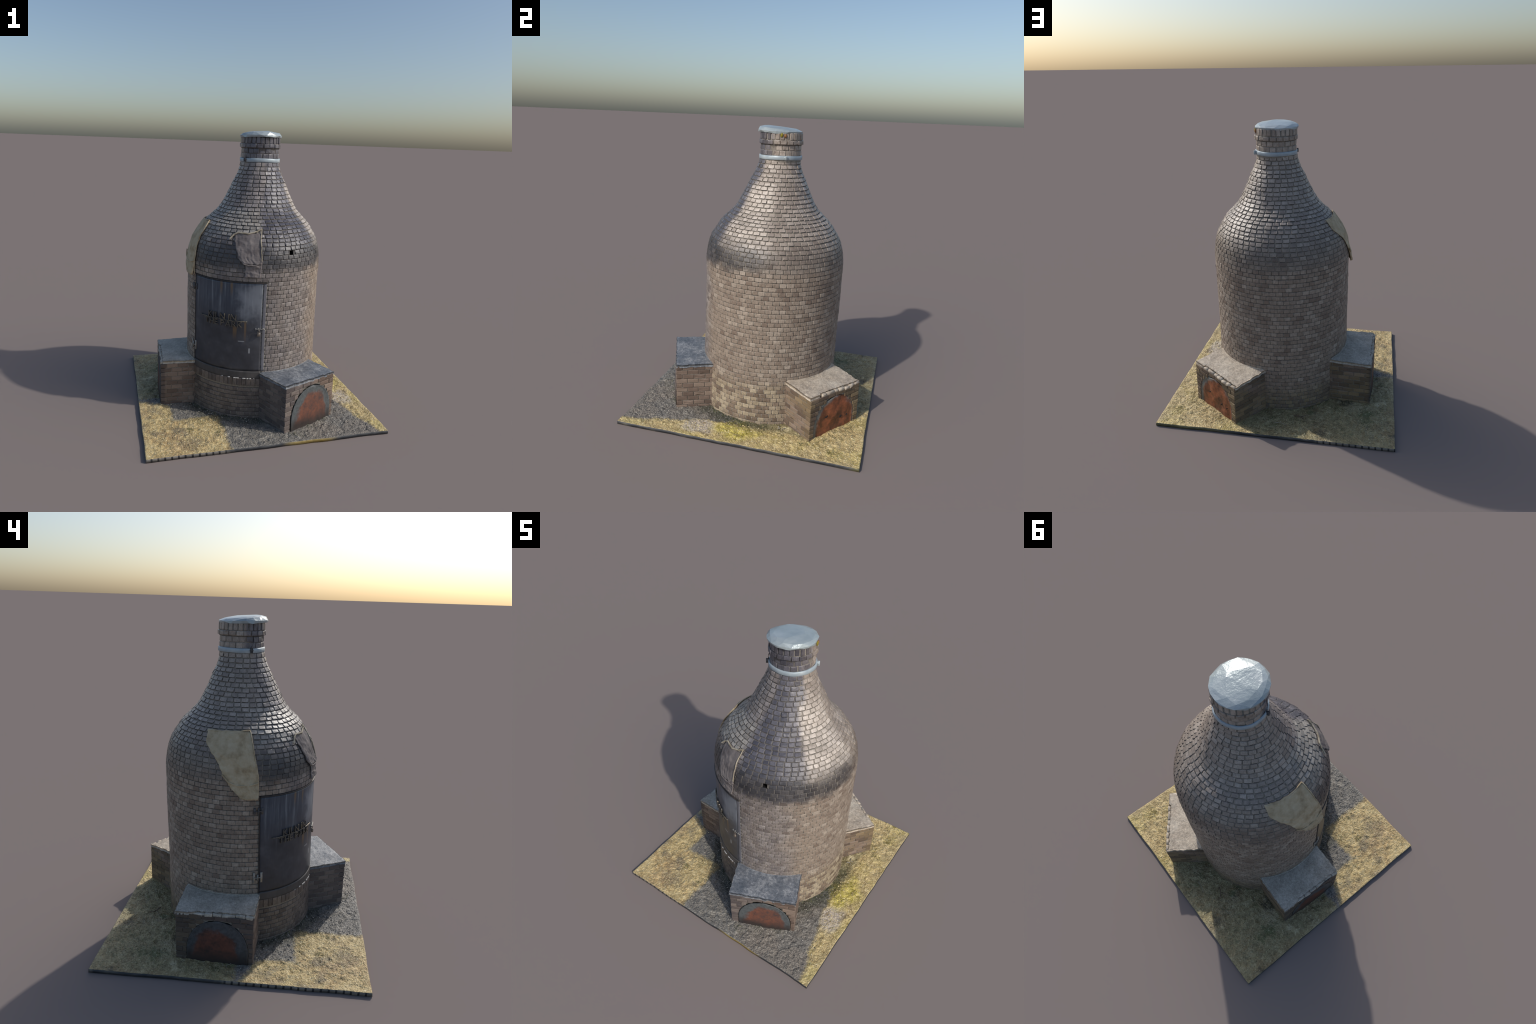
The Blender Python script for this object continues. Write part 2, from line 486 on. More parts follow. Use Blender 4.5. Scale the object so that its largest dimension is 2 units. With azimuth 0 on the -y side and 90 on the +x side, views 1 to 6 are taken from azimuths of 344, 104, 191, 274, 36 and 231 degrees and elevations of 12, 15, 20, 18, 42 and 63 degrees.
def mat_burlap(name, cols, rough=.75):
    m = N(name)
    x, y, z = m.xyz()
    n = m.noise(16, 5, .65)
    wv = m.math('SINE', m.mul(z, 1500)); wu = m.math('SINE', m.mul(m.theta(), 14.0))
    weave = m.mul(m.add(wv, wu), .25)
    col = m.ramp(m.add(n, m.mul(weave, .06)), [(.3, cols[0]), (.5, cols[1]), (.72, cols[2])])
    m.bump(m.add(weave, m.noise(30, 4)), .45, .002)
    return m.done(col, rough, spec=.3)


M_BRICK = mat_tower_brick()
M_FBRICK = mat_firebox_brick()
M_BED = mat_mortar('bed_mortar_and_lip_shade', (.045, .041, .037), (.095, .086, .074))  # also colours the painted shadow under the upper bricks
M_PERP = mat_mortar('pale_joint_mortar', (.18, .16, .135), (.31, .28, .235), baked_shade=True)
M_FMORT = mat_mortar('firebox_mortar', (.12, .11, .09), (.24, .22, .19))
M_GROUND = mat_ground()
M_EDGE = mat_ground_edge()
M_DOOR = mat_door()
M_FRAME = mat_simple('painted_frame', [(.3, (.10, .10, .115)), (.7, (.19, .19, .21))], 14, .5)
M_LINTEL = mat_simple('dark_iron', [(.3, (.02, .018, .017)), (.7, (.055, .045, .04))], 25, .55)
M_KERB = mat_simple('painted_kerb', [(.3, (.05, .047, .046)), (.7, (.095, .085, .08))], 12, .6, stretch=(20, 20, 8))
M_LETTER = mat_simple('rusty_letter_iron', [(.3, (.05, .05, .05)), (.5, (.13, .12, .10)), (.7, (.30, .245, .16))], 22, .42, .35)
M_STEEL = mat_simple('galvanised_iron', [(.3, (.16, .16, .16)), (.7, (.42, .40, .36))], 30, .4, .5)
M_CAP = mat_simple('pale_lead_sheet', [(.3, (.30, .36, .38)), (.5, (.38, .44, .455)), (.7, (.47, .52, .53))], 6, .28, .2, bump=.5, bscale=26, bdist=.006)  # pale blue-grey holds the baked sky reflection in the base colour
M_BAND = mat_simple('pale_strap', [(.3, (.30, .37, .42)), (.7, (.46, .52, .54))], 15, .42, .15, bump=.15)
M_SLAB_A = mat_slab('dark_mottled_concrete', (.085, .10, .12), (.16, .175, .195), (.33, .34, .35), rough=.45)  # dark blue-grey, finely mottled
M_SLAB_B = mat_slab('tan_concrete', (.34, .28, .215), (.50, .425, .335), (.66, .58, .465), (.31, .26, .205))  # warm tan, palest of the three lids
M_SLAB_C = mat_slab('grey_concrete', (.29, .265, .22), (.41, .38, .32), (.55, .515, .445), (.20, .175, .155))
M_BURLAP = mat_burlap('straw_coloured_sacking', ((.34, .255, .15), (.51, .41, .265), (.62, .53, .37)))
M_CANVAS = mat_burlap('grey_sacking', ((.125, .108, .105), (.19, .168, .162), (.29, .255, .235)))
M_HEM = mat_burlap('bleached_hem', ((.24, .20, .14), (.40, .35, .26), (.55, .50, .40)))
M_BLACK = mat_simple('hole_shade_black', [(.3, (.006, .006, .007)), (.7, (.012, .011, .011))], 20, .9)  # black stands for the darkness inside vent and sheet holes
M_TAR = mat_simple('tarred_cable', [(.3, (.045, .043, .046)), (.7, (.12, .115, .115))], 60, .5)

# --------------------------------------------------------------------------
# root
# --------------------------------------------------------------------------
root = bpy.data.objects.new('bottle_kiln', None)
COL.objects.link(root)
root['label'] = 'Brick bottle kiln with three fireboxes on a square of dry grass'
root['category'] = 'pottery kiln'

# --------------------------------------------------------------------------
# bricks
# --------------------------------------------------------------------------
def brick_shape(hw, hh, depth, ch, crn, rng, tilt=0.0, wob=.0006, lip=0.0):
    """pillow-edged brick in local (u, v, n): returns verts (u,v,n) and faces"""
    def ring(ins, n):
        a, b = hw - ins, hh - ins
        c = min(crn, a*.45, b*.45)
        e = -b + lip*min(1.0, ins/(ch*1.1))          # wider worn arris along the bottom
        pts = [(-a+c, e), (a-c, e), (a-c*.3, e+c*.3), (a, e+c), (a, b-c), (a-c*.3, b-c*.3),
               (a-c, b), (-a+c, b), (-a+c*.3, b-c*.3), (-a, b-c), (-a, e+c), (-a+c*.3, e+c*.3)]
        return [(p, q, n - tilt*(q/hh)) for p, q in pts]
    v = ring(0, -depth) + ring(0, -ch) + ring(ch*.35, -ch*.3) + ring(ch*1.1, 0) + ring(ch*1.1 + .0022, .0001)
    v = [(p + rng.uniform(-wob, wob), q + rng.uniform(-wob, wob), n + rng.uniform(-wob, wob)*.7) for p, q, n in v]
    v.append((rng.uniform(-.2, .2)*hw, rng.uniform(-.2, .2)*hh, rng.uniform(-wob, wob)*1.2 + ch*.15))
    f = []
    for r in range(4):
        for k in range(12):
            k2 = (k+1) % 12
            f.append((r*12+k, r*12+k2, (r+1)*12+k2, (r+1)*12+k))
    for k in range(12):
        f.append((48+k, 48+(k+1) % 12, 60))
    return v, f


DOOR_L, DOOR_R = -160.0, -96.5       # degrees
FRAME_R = -93.6
DOOR_B, DOOR_T = .368, .983

# fireboxes: front-left and front-right corners (seen from outside), lid heights
FIREBOX = {
    'a': dict(l=(.1003, -.7016), r=(.5197, -.5132), zl=.364, zr=.348, zback=.353, top=.30, half=.187, off=.012),
    'b': dict(l=(.6246, .4658), r=(.2598, .7384), zl=.327, zr=.315, zback=.341, top=.272, half=.183, off=.0),
    'c': dict(l=(-.639, .3390), r=(-.659, -.127), zl=.341, zr=.356, zback=.352, top=.295, half=.185, off=.02),
}


def box_frame(b):
    l, r = Vector((*b['l'], 0)), Vector((*b['r'], 0))
    u = (r - l).normalized()
    n = Vector((u.y, -u.x, 0))
    return (l + r)/2, u, n, (r - l).length/2


def inside_firebox(p):
    for b in FIREBOX.values():
        m, u, n, h = box_frame(b)
        d = Vector((p.x, p.y, 0)) - m
        if abs(d.dot(u)) < h - .03 and -.5 < d.dot(n) < 0 and p.z < .27:
            return True
    return False


HOLE_TH, HOLE_Z = -72.6, 1.2

# course heights measured along the profile
zs = np.linspace(.0, 1.776, 4000)
arc = np.concatenate([[0], np.cumsum(np.hypot(np.diff(zs), np.diff(rad(zs))))])
COURSE = .0303
n_course = int(round(arc[-1]/COURSE))
bounds = np.interp(np.linspace(0, arc[-1], n_course + 1), arc, zs)


def snap(z): return float(bounds[np.argmin(np.abs(bounds - z))])


DOOR_B, DOOR_T = snap(.366), snap(.985)
_k = int(np.argmin(np.abs((bounds[1:] + bounds[:-1])/2 - HOLE_Z)))
HOLE_Z = float((bounds[_k] + bounds[_k+1])/2)

acc = Acc()
for k in range(n_course):
    z0, z1 = bounds[k], bounds[k+1]
    zc = (z0+z1)/2
    if z1 < .005: continue
    r = float(rad(zc)); slope = float((rad(z1) - rad(z0))/(z1 - z0))
    h = math.hypot(z1 - z0, (z1 - z0)*slope)
    nb = int(round(2*math.pi*r/.0452))
    ph = (k % 2)*.5 + NR.uniform(-.08, .08)
    shoulder = max(0.0, min(1.0, -slope/.7))
    tl = (0, slope)
    ln = math.hypot(1, slope)
    k_j = NR.uniform(-.10, .10, nb)
    k_w = NR.uniform(0, 50)
    for i in range(nb):
        t0 = (i + ph + k_j[i]) / nb * 2*math.pi
        t1 = (i + 1 + ph + k_j[(i+1) % nb]) / nb * 2*math.pi
        th = (t0 + t1)/2
        deg = (math.degrees(th) + 180) % 360 - 180
        hw_full = (t1 - t0)*r/2
        ang_half = math.degrees((t1 - t0)/2)
        # door opening, cropped bricks at its sides
        if zc > .255 and zc < DOOR_T:
            lo, hi = deg - ang_half, deg + ang_half
            if hi > DOOR_L - .4 and lo < FRAME_R + .4:
                if lo < DOOR_L - .4 < hi and (DOOR_L - .4 - lo) > 2.0:
                    hi = DOOR_L - .4
                elif lo < FRAME_R + .4 < hi and (hi - FRAME_R - .4) > 2.0:
                    lo = FRAME_R + .4
                else:
                    continue
                deg = (lo + hi)/2; th = math.radians(deg); hw_full = math.radians(hi - lo)*r/2
        if abs(deg - HOLE_TH) < 2.7 and abs(zc - HOLE_Z) < .0165: continue
        wavy = (.0013 + .0024*shoulder)*fbm(math.cos(th)*2.4 + k*.21, math.sin(th)*2.4, k*.35, 3)
        p = on_tower(th, zc + wavy, -.0009)
        if inside_firebox(p): continue
        er = Vector((math.cos(th), math.sin(th), 0))
        eu = Vector((-math.sin(th), math.cos(th), 0))
        ev = (er*slope + Vector((0, 0, 1)))/ln
        en = eu.cross(ev)
        joint = .0021 + .0008*NR.random() + .0005*shoulder
        bed = .0014 - .0003*min(1, max(0, (zc - 1.0)/.08))
        neck = max(0.0, min(1.0, (zc - 1.1)/.2))
        ch = .0016 + .0004*shoulder
        v, f = brick_shape(hw_full - joint, h/2 - bed, .008, ch, .0022 + .0018*neck, RNG,
                           tilt=.0004 + .0015*shoulder + RNG.uniform(-.0004, .0006), wob=.0005 + .0005*neck, lip=.0008*neck)
        o = max(-.0006, NR.normal(0, .0006 + .0004*neck)) 
        tw = NR.normal(0, .010 + .02*neck); rl = NR.normal(0, .010 + .012*neck)
        vv = []
        for a, b_, c in v:
            a2 = a - b_*rl; b2 = b_ + a*rl
            vv.append(p + eu*a2 + ev*b2 + en*(c + o + a*tw))
        o0 = len(acc.f)
        acc.add(vv, f)
        if zc > 1.04:                    # dark lower lip paints the shadow under each brick
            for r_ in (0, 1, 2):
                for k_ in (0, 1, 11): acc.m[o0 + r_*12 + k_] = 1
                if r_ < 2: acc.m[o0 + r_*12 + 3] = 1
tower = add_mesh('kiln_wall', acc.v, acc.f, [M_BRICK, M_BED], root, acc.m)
tower['kind'] = 'stuff'

# mortar core with raked bed joints
SEG = 300
rings = []          # (z, offset, mat of strip above)
for k in range(n_course + 1):
    z = bounds[k]
    dz = .0014
    if z > 1.06:
        if k < n_course: rings += [(z, -.0041, 0), ((z + bounds[k+1])/2, -.0036, 0)]
        else: rings += [(z, -.0041, 0)]
        continue
    if k > 0: rings += [(z - dz*1.3, -.0030, 1)]
    rings += [(z - dz, -.0048, 1), (z + dz*.8, -.0048, 1)]
    if k < n_course: rings += [(z + dz*1.3, -.0030, 0)]
rings[0] = (0.0, -.004, 1)
v, f, mi = [], [], []
for z, off, _ in rings:
    zc = max(0.0, z)
    for s in range(SEG):
        v.append(on_tower(2*math.pi*s/SEG, zc, off))
for j in range(len(rings)-1):
    zm = (rings[j][0] + rings[j+1][0])/2
    for s in range(SEG):
        deg = (360*(s+.5)/SEG + 180) % 360 - 180
        if abs(deg - HOLE_TH) < 2.4 and abs(zm - HOLE_Z) < .0130: continue
        s2 = (s+1) % SEG
        f.append((j*SEG+s, j*SEG+s2, (j+1)*SEG+s2, (j+1)*SEG+s)); mi.append(rings[j][2])
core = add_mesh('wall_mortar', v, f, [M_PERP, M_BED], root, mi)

# small vent left by a missing brick
a = Acc()
hw, hh = .0205, .0150
zz = HOLE_Z
th = HOLE_TH*D2R
p = on_tower(th, zz)
en = (on_tower(th, zz, .01) - p).normalized(); eu = Vector((-math.sin(th), math.cos(th), 0)); ev = en.cross(eu)
q = [p + eu*(sx*hw) + ev*(sy*hh) + en*d for d in (-.0015, -.06) for sx, sy in ((-1, -1), (1, -1), (1, 1), (-1, 1))]
a.add(q, [(0, 1, 5, 4), (1, 2, 6, 5), (2, 3, 7, 6), (3, 0, 4, 7), (4, 5, 6, 7)])
add_mesh('vent_hole', a.v, a.f, M_BLACK, root, smooth=False)

# --------------------------------------------------------------------------
# chimney neck: waist courses, collar, soldier course, strap, cap
# --------------------------------------------------------------------------
NX, NY = .0800, .0610


def npt(th, r, z): return Vector((NX + r*math.cos(th), NY + r*math.sin(th), z))


acc = Acc()
core_v, core_f = [], []
prof = [(1.765, .1385), (1.80, .1355), (1.8365, .1352), (1.8745, .1355), (1.876, .1400), (1.905, .1405), (1.907, .1385), (1.953, .1375), (1.953, .02)]
for r_i, (z, r) in enumerate(prof):
    for s in range(96):
        core_v.append(npt(2*math.pi*s/96, r, z))
for j in range(len(prof)-1):
    for s in range(96):
        s2 = (s+1) % 96
        core_f.append((j*96+s, j*96+s2, (j+1)*96+s2, (j+1)*96+s))
add_mesh('neck_mortar', core_v, core_f, M_PERP, root)


def ring_course(z0, z1, r, count, ph, depth=.012, tilt=.0004, joint=.0022, bed=.0018):
    for i in range(count):
        jit = RNG.uniform(-.06, .06)
        th = (i + ph + jit)/count*2*math.pi
        zc = (z0+z1)/2
        hwid = math.pi*r/count - joint
        hh = (z1 - z0)/2 - bed
        vv, ff = brick_shape(hwid*RNG.uniform(.94, 1), hh, depth, .002, .0028, RNG, tilt + RNG.uniform(-.0006, .0006), .0009)
        p = npt(th, r + RNG.uniform(-.0015, .0015) + .0030*fbm(math.cos(th)*1.6, math.sin(th)*1.6, zc*30), zc + .0030*fbm(math.cos(th)*1.3, math.sin(th)*1.3, zc*20 + 5))
        er = Vector((math.cos(th), math.sin(th), 0)); eu = Vector((-math.sin(th), math.cos(th), 0))
        acc.add([p + eu*a_ + Vector((0, 0, 1))*b_ + er*c_ for a_, b_, c_ in vv], ff)


ring_course(1.803, 1.8385, .1372, 20, .0)
ring_course(1.8385, 1.8735, .1378, 20, .5)
ring_course(1.8765, 1.9065, .1472, 20, .1)
ring_course(1.9065, 1.953, .1432, 28, .3, joint=.0034, bed=.0010)
ring = [npt(t, .1378, 1.8748 + .0012*math.sin(3*t)) for t in np.linspace(0, 2*math.pi, 73)]
add_mesh('collar_dark_ring', *tube(ring, .0021, 6, caps=False), M_BED, root)  # dark ring added to read as the gap under the collar
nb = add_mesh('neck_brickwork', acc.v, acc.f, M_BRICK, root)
nb['kind'] = 'stuff'

# flat strap round the neck in two halves with bolted lugs
a = Acc()
prof = [(1.7765, .1385), (1.7775, .1445), (1.7800, .1465), (1.8020, .1462), (1.8045, .1440), (1.8050, .1380)]
S = 84
vs = []
for s in range(S):
    th = 2*math.pi*s/S
    wob = .0012*math.sin(5*th + 1) + .0008*math.sin(11*th)
    dz = .0012*math.sin(3*th + .5)
    for z, r in prof: vs.append(npt(th, r + wob, z + dz))
fs = []
P = len(prof)
for s in range(S):
    s2 = (s+1) % S
    for j in range(P-1): fs.append((s*P+j, s2*P+j, s2*P+j+1, s*P+j+1))
strap = add_mesh('neck_strap', vs, fs, M_BAND, root)
for deg in (27, -150):
    th = deg*D2R
    er = Vector((math.cos(th), math.sin(th), 0)); eu = Vector((-math.sin(th), math.cos(th), 0)); ez = Vector((0, 0, 1))
    a = Acc()
    for sgn in (-1, 1):
        a.add(*block(npt(th, .152, 1.792) + eu*(sgn*.0045), eu, er, ez, .0022, .009, .0135, .0012))
    a.add(*tube([npt(th, .154, 1.794) - eu*.012, npt(th, .154, 1.794) + eu*.012], .0032, 8))
    add_mesh('strap_lug', a.v, a.f, M_BAND if deg > 0 else M_TAR, strap)

# tarred cable hanging over the collar to the lug
path = []
for t in np.linspace(0, .62, 18):
    th = (-150 + 16*math.sin(t*5.0)*(t) + 6*t)*D2R
    z = 1.80 + .135*t
    rr = .1425 + .004*math.sin(t*9) + (.007 if t > .52 else 0)
    path.append(npt(th, rr, z))
add_mesh('cable', *tube(path, .0026, 7, taper=lambda t: 1.1 - .7*t + .3*math.sin(t*14)), M_TAR, root)

# yellow and orange leaf stuck under the cap on the sunny side
for (deg, z, w, h, name, colr) in ((14, 1.938, .010, .014, 'yellow_leaf', (.34, .28, .02)), (24, 1.934, .009, .013, 'orange_leaf', (.36, .17, .06))):
    bm = bmesh.new(); bmesh.ops.create_icosphere(bm, subdivisions=2, radius=1)
    th = deg*D2R
    er = Vector((math.cos(th), math.sin(th), 0)); eu = Vector((-math.sin(th), math.cos(th), 0))
    for q in bm.verts:
        d = 1 + .35*mn.noise(q.co*2.3 + Vector((deg, 0, 0)))
        q.co = npt(th, .145, z) + eu*(q.co.x*w*d) + er*(q.co.y*.006*d) + Vector((0, 0, q.co.z*h*d))
    vv = [q.co.copy() for q in bm.verts]; bm.verts.index_update(); ff = [tuple(w_.index for w_ in q.verts) for q in bm.faces]; bm.free()
    add_mesh(name, vv, ff, mat_simple(name + '_matter', [(.3, tuple(c*.5 for c in colr)), (.7, colr)], 70, .7), root)

# cap: crumpled lead sheet, faceted, tipped up towards the front
rr = random.Random(5)


def captop(x, y):
    dx, dy = x - NX, y - NY
    q = math.hypot(dx, dy)/.15
    return 1.9893 - .092*dy - .010*q**3 + .0022*fbm(dx*22, dy*22, 3)


bm = bmesh.new()
for rf, count, jr, drop in ((.0, 1, .02, 0), (.070, 6, .012, 0), (.108, 14, .012, .001), (.134, 22, .006, .006), (.1505, 24, .004, .021), (.1470, 24, .004, .034)):
    for k in range(count):
        th = 2*math.pi*(k + rr.uniform(-.32, .32))/max(count, 1)
        r = rf + rr.uniform(-jr, jr)
        x, y = NX - .001 + r*math.cos(th), NY - .010 + r*math.sin(th)
        zt = captop(x, y)
        z = zt - drop if drop < .02 else 1.9480 + (zt - 1.975)*.35 + (.0125 if drop < .03 else .0)
        bm.verts.new((x, y, z + rr.uniform(-.0030, .0030)))
bmesh.ops.convex_hull(bm, input=bm.verts[:])
loose = [q for q in bm.verts if not q.link_faces]
bmesh.ops.delete(bm, geom=loose, context='VERTS')
for q in bm.verts:
    q.co.z += rr.uniform(-.0014, .0014)
    if q.co.z < 1.962: q.co.z += .004*fbm(q.co.x*14, q.co.y*14, 3)
bmesh.ops.recalc_face_normals(bm, faces=bm.faces[:])
bm.verts.index_update()
capv = [q.co.copy() for q in bm.verts]; capf = [tuple(w.index for w in q.verts) for q in bm.faces]
bm.free()
add_mesh('cap', capv, capf, M_CAP, root, smooth=False)

# --------------------------------------------------------------------------
# doorway
# --------------------------------------------------------------------------
def wall_panel(tl, tr, zb, zt, off, thick, ns=40, nz=30, bulge=None):
    """curved sheet following the tower wall, with thickness"""
    v, f = [], []
    for lay, o in enumerate((off, off - thick)):
        for j in range(nz+1):
            z = zb + (zt - zb)*j/nz
            for i in range(ns+1):
                t = tl + (tr - tl)*i/ns
                b = bulge(i/ns, j/nz) if bulge and lay == 0 else 0
                v.append(on_tower(t*D2R, z, o + b))
    W = ns+1; L = W*(nz+1)
    for j in range(nz):
        for i in range(ns):
            f.append((j*W+i, j*W+i+1, (j+1)*W+i+1, (j+1)*W+i))
            f.append((L+j*W+i, L+(j+1)*W+i, L+(j+1)*W+i+1, L+j*W+i+1))
    for i in range(ns):
        f.append((i, L+i, L+i+1, i+1)); e = nz*W
        f.append((e+i, e+i+1, L+e+i+1, L+e+i))
    for j in range(nz):
        f.append((j*W, (j+1)*W, L+(j+1)*W, L+j*W)); e = ns
        f.append((j*W+e, L+j*W+e, L+(j+1)*W+e, (j+1)*W+e))
    return v, f


KERB_B = .311
HEAD_B = .257
door = add_mesh('door', *wall_panel(DOOR_L + .5, DOOR_R - .3, DOOR_B + .003, DOOR_T - .008, .001, .012, 48, 40,
                lambda a_, b_: .0012*fbm(a_*5, b_*7, 2)), M_DOOR, root)
frame = add_mesh('door_frame', *wall_panel(DOOR_R + .3, FRAME_R - .1, DOOR_B + .003, DOOR_T - .006, .0015, .012, 4, 40), M_FRAME, root)
add_mesh('lintel', *wall_panel(DOOR_L - .2, FRAME_R + .2, DOOR_T - .007, DOOR_T - .001, .0055, .016, 60, 1), M_LINTEL, root)
add_mesh('door_edge', *wall_panel(DOOR_L - .3, DOOR_L + .35, DOOR_B, DOOR_T - .008, .003, .012, 2, 30), M_LINTEL, door)
add_mesh('threshold', *wall_panel(DOOR_L - .2, FRAME_R - 2.8, KERB_B, DOOR_B + .001, .004, .014, 60, 6,
         lambda a_, b_: .001*fbm(a_*9, b_*2, 5)), M_KERB, root)
# flush backing behind door and threshold keeps light out
# soldier course under the threshold
acc = Acc()
n_s = 17
for i in range(n_s):
    t0 = DOOR_L - .2 + (FRAME_R - 2.8 - DOOR_L + .2)*i/n_s; t1 = DOOR_L - .2 + (FRAME_R - 2.8 - DOOR_L + .2)*(i+1)/n_s
    th = (t0+t1)/2*D2R; zc = (HEAD_B + KERB_B)/2
    hwid = (t1 - t0)*D2R*.489/2 - .0008
    vv, ff = brick_shape(hwid*RNG.uniform(.98, 1), (KERB_B - HEAD_B)/2 - .001, .014, .0016, .002, RNG, RNG.uniform(-.0006, .0006), .0008)
    p = on_tower(th, zc, .004 + RNG.uniform(-.0006, .0008)); er = Vector((math.cos(th), math.sin(th), 0)); eu = Vector((-math.sin(th), math.cos(th), 0))
    acc.add([p + eu*a_ + Vector((0, 0, b_)) + er*c_ for a_, b_, c_ in vv], ff)
sc = add_mesh('soldier_course', acc.v, acc.f, M_BRICK, root); sc['kind'] = 'stuff'
# crumbs of lime on the soldier course
acc = Acc()
for i in range(26):
    t = RNG.gauss(-112, 9)
    if not DOOR_L + 2 < t < -98: continue
    p = on_tower(t*D2R, KERB_B + .001, .005); s = RNG.uniform(.002, .0045)
    acc.add(*block(p, Vector((1, 0, 0)), Vector((0, 1, 0)), Vector((0, 0, 1)), s*1.5, s, s*.8, s*.35))
lc = add_mesh('lime_crumbs', acc.v, acc.f, mat_simple('lime_matter', [(.3, (.35, .34, .32)), (.7, (.6, .58, .55))], 60, .7), root); lc['kind'] = 'stuff'


def letters(text, t_mid, z_base, cap, spacing, widen=1.0):
    """raised letters bent round the door, one object each"""
    x = 0.0
    items = []
    for chh in text:
        if chh == ' ':
            x += cap*.42; continue
        cu = bpy.data.curves.new('letter', 'FONT'); cu.body = chh; cu.size = cap/.70; cu.extrude = .0032; cu.bevel_depth = .0004; cu.resolution_u = 3
        tmp = bpy.data.objects.new('tmp', cu); COL.objects.link(tmp)
        bpy.context.view_layer.update()
        dg = bpy.context.evaluated_depsgraph_get()
        me = bpy.data.meshes.new_from_object(tmp.evaluated_get(dg))
        bpy.data.objects.remove(tmp)
        xs = [q.co.x for q in me.vertices]
        w = max(xs) - min(xs)
        items.append((me, x - min(xs)*widen, w))
        x += w*widen + spacing
    tot = x - spacing
    for me, x0, w in items:
        me.name = 'letter'
        # serif feet and head as thin bars
        for q in me.vertices:
            xx = x0 + q.co.x*widen - tot/2
            th = t_mid*D2R + xx/.489
            q.co = on_tower(th, z_base + q.co.y, .0085 + q.co.z)
        me.materials.clear(); me.materials.append(M_LETTER)
        ob = bpy.data.objects.new('letter', me); COL.objects.link(ob); ob.parent = door


letters('KILN IN', -129.5, .7265, .041, .0085, 1.02)
letters('THE PARK', -128.6, .6795, .040, .0070, 1.02)
path = [on_tower(t*D2R, .7225 + .0006*math.sin(t), .0095) for t in np.linspace(-150.5, -108.3, 40)]
rail = add_mesh('letter_rail', *tube(path, .0031, 8), M_LETTER, door)
a = Acc()
for t in (-150.2, -108.8):
    a.add(*tube([on_tower(t*D2R, .7225, -.002), on_tower(t*D2R, .7225, .0105)], .0036, 8))
add_mesh('rail_stud', a.v, a.f, M_LETTER, door)

# hasp, padlock
a = Acc()
pz = .672
path = [on_tower(t*D2R, pz + .0015*math.sin(t*3), .0075) for t in np.linspace(-102, -94, 12)]
a.add(*tube(path, .0034, 8))
for t in (-101.4, -99.2, -95.6):
    p = on_tower(t*D2R, pz, .004); th = t*D2R
    a.add(*block(p, Vector((-math.sin(th), math.cos(th), 0)), Vector((math.cos(th), math.sin(th), 0)), Vector((0, 0, 1)), .004, .005, .007, .001))
add_mesh('hasp', a.v, a.f, M_STEEL, door)
th = -98.9*D2R
p = on_tower(th, .636, .011)
er = Vector((math.cos(th), math.sin(th), 0)); eu = Vector((-math.sin(th), math.cos(th), 0))
a = Acc()
a.add(*block(p, eu, er, Vector((0, 0, 1)), .0105, .006, .0135, .003))
a.add(*tube([p + eu*(.007*math.cos(q)) + Vector((0, 0, .012 + .016*math.sin(q))) for q in np.linspace(0, math.pi, 10)], .0022, 6))
add_mesh('padlock', a.v, a.f, mat_simple('old_brass', [(.3, (.12, .10, .085)), (.7, (.36, .31, .26))], 60, .42, .5), door)

# hinges
for hz, col in ((.905, M_TAR), (.470, M_STEEL)):
    a = Acc()
    for t in (-163.6, -158.2):
        p = on_tower(t*D2R, hz, .004); th = t*D2R
        a.add(*block(p, Vector((-math.sin(th), math.cos(th), 0)), Vector((math.cos(th), math.sin(th), 0)), Vector((0, 0, 1)), .007, .003, .034 if hz < .6 else .02, .001))
    a.add(*tube([on_tower(-161*D2R, hz - .022, .008), on_tower(-161*D2R, hz + .022, .008)], .005, 8))
    a.add(*tube([on_tower(-164*D2R, hz, .008), on_tower(-158*D2R, hz, .008)], .003, 6))
    add_mesh('hinge', a.v, a.f, col, door)

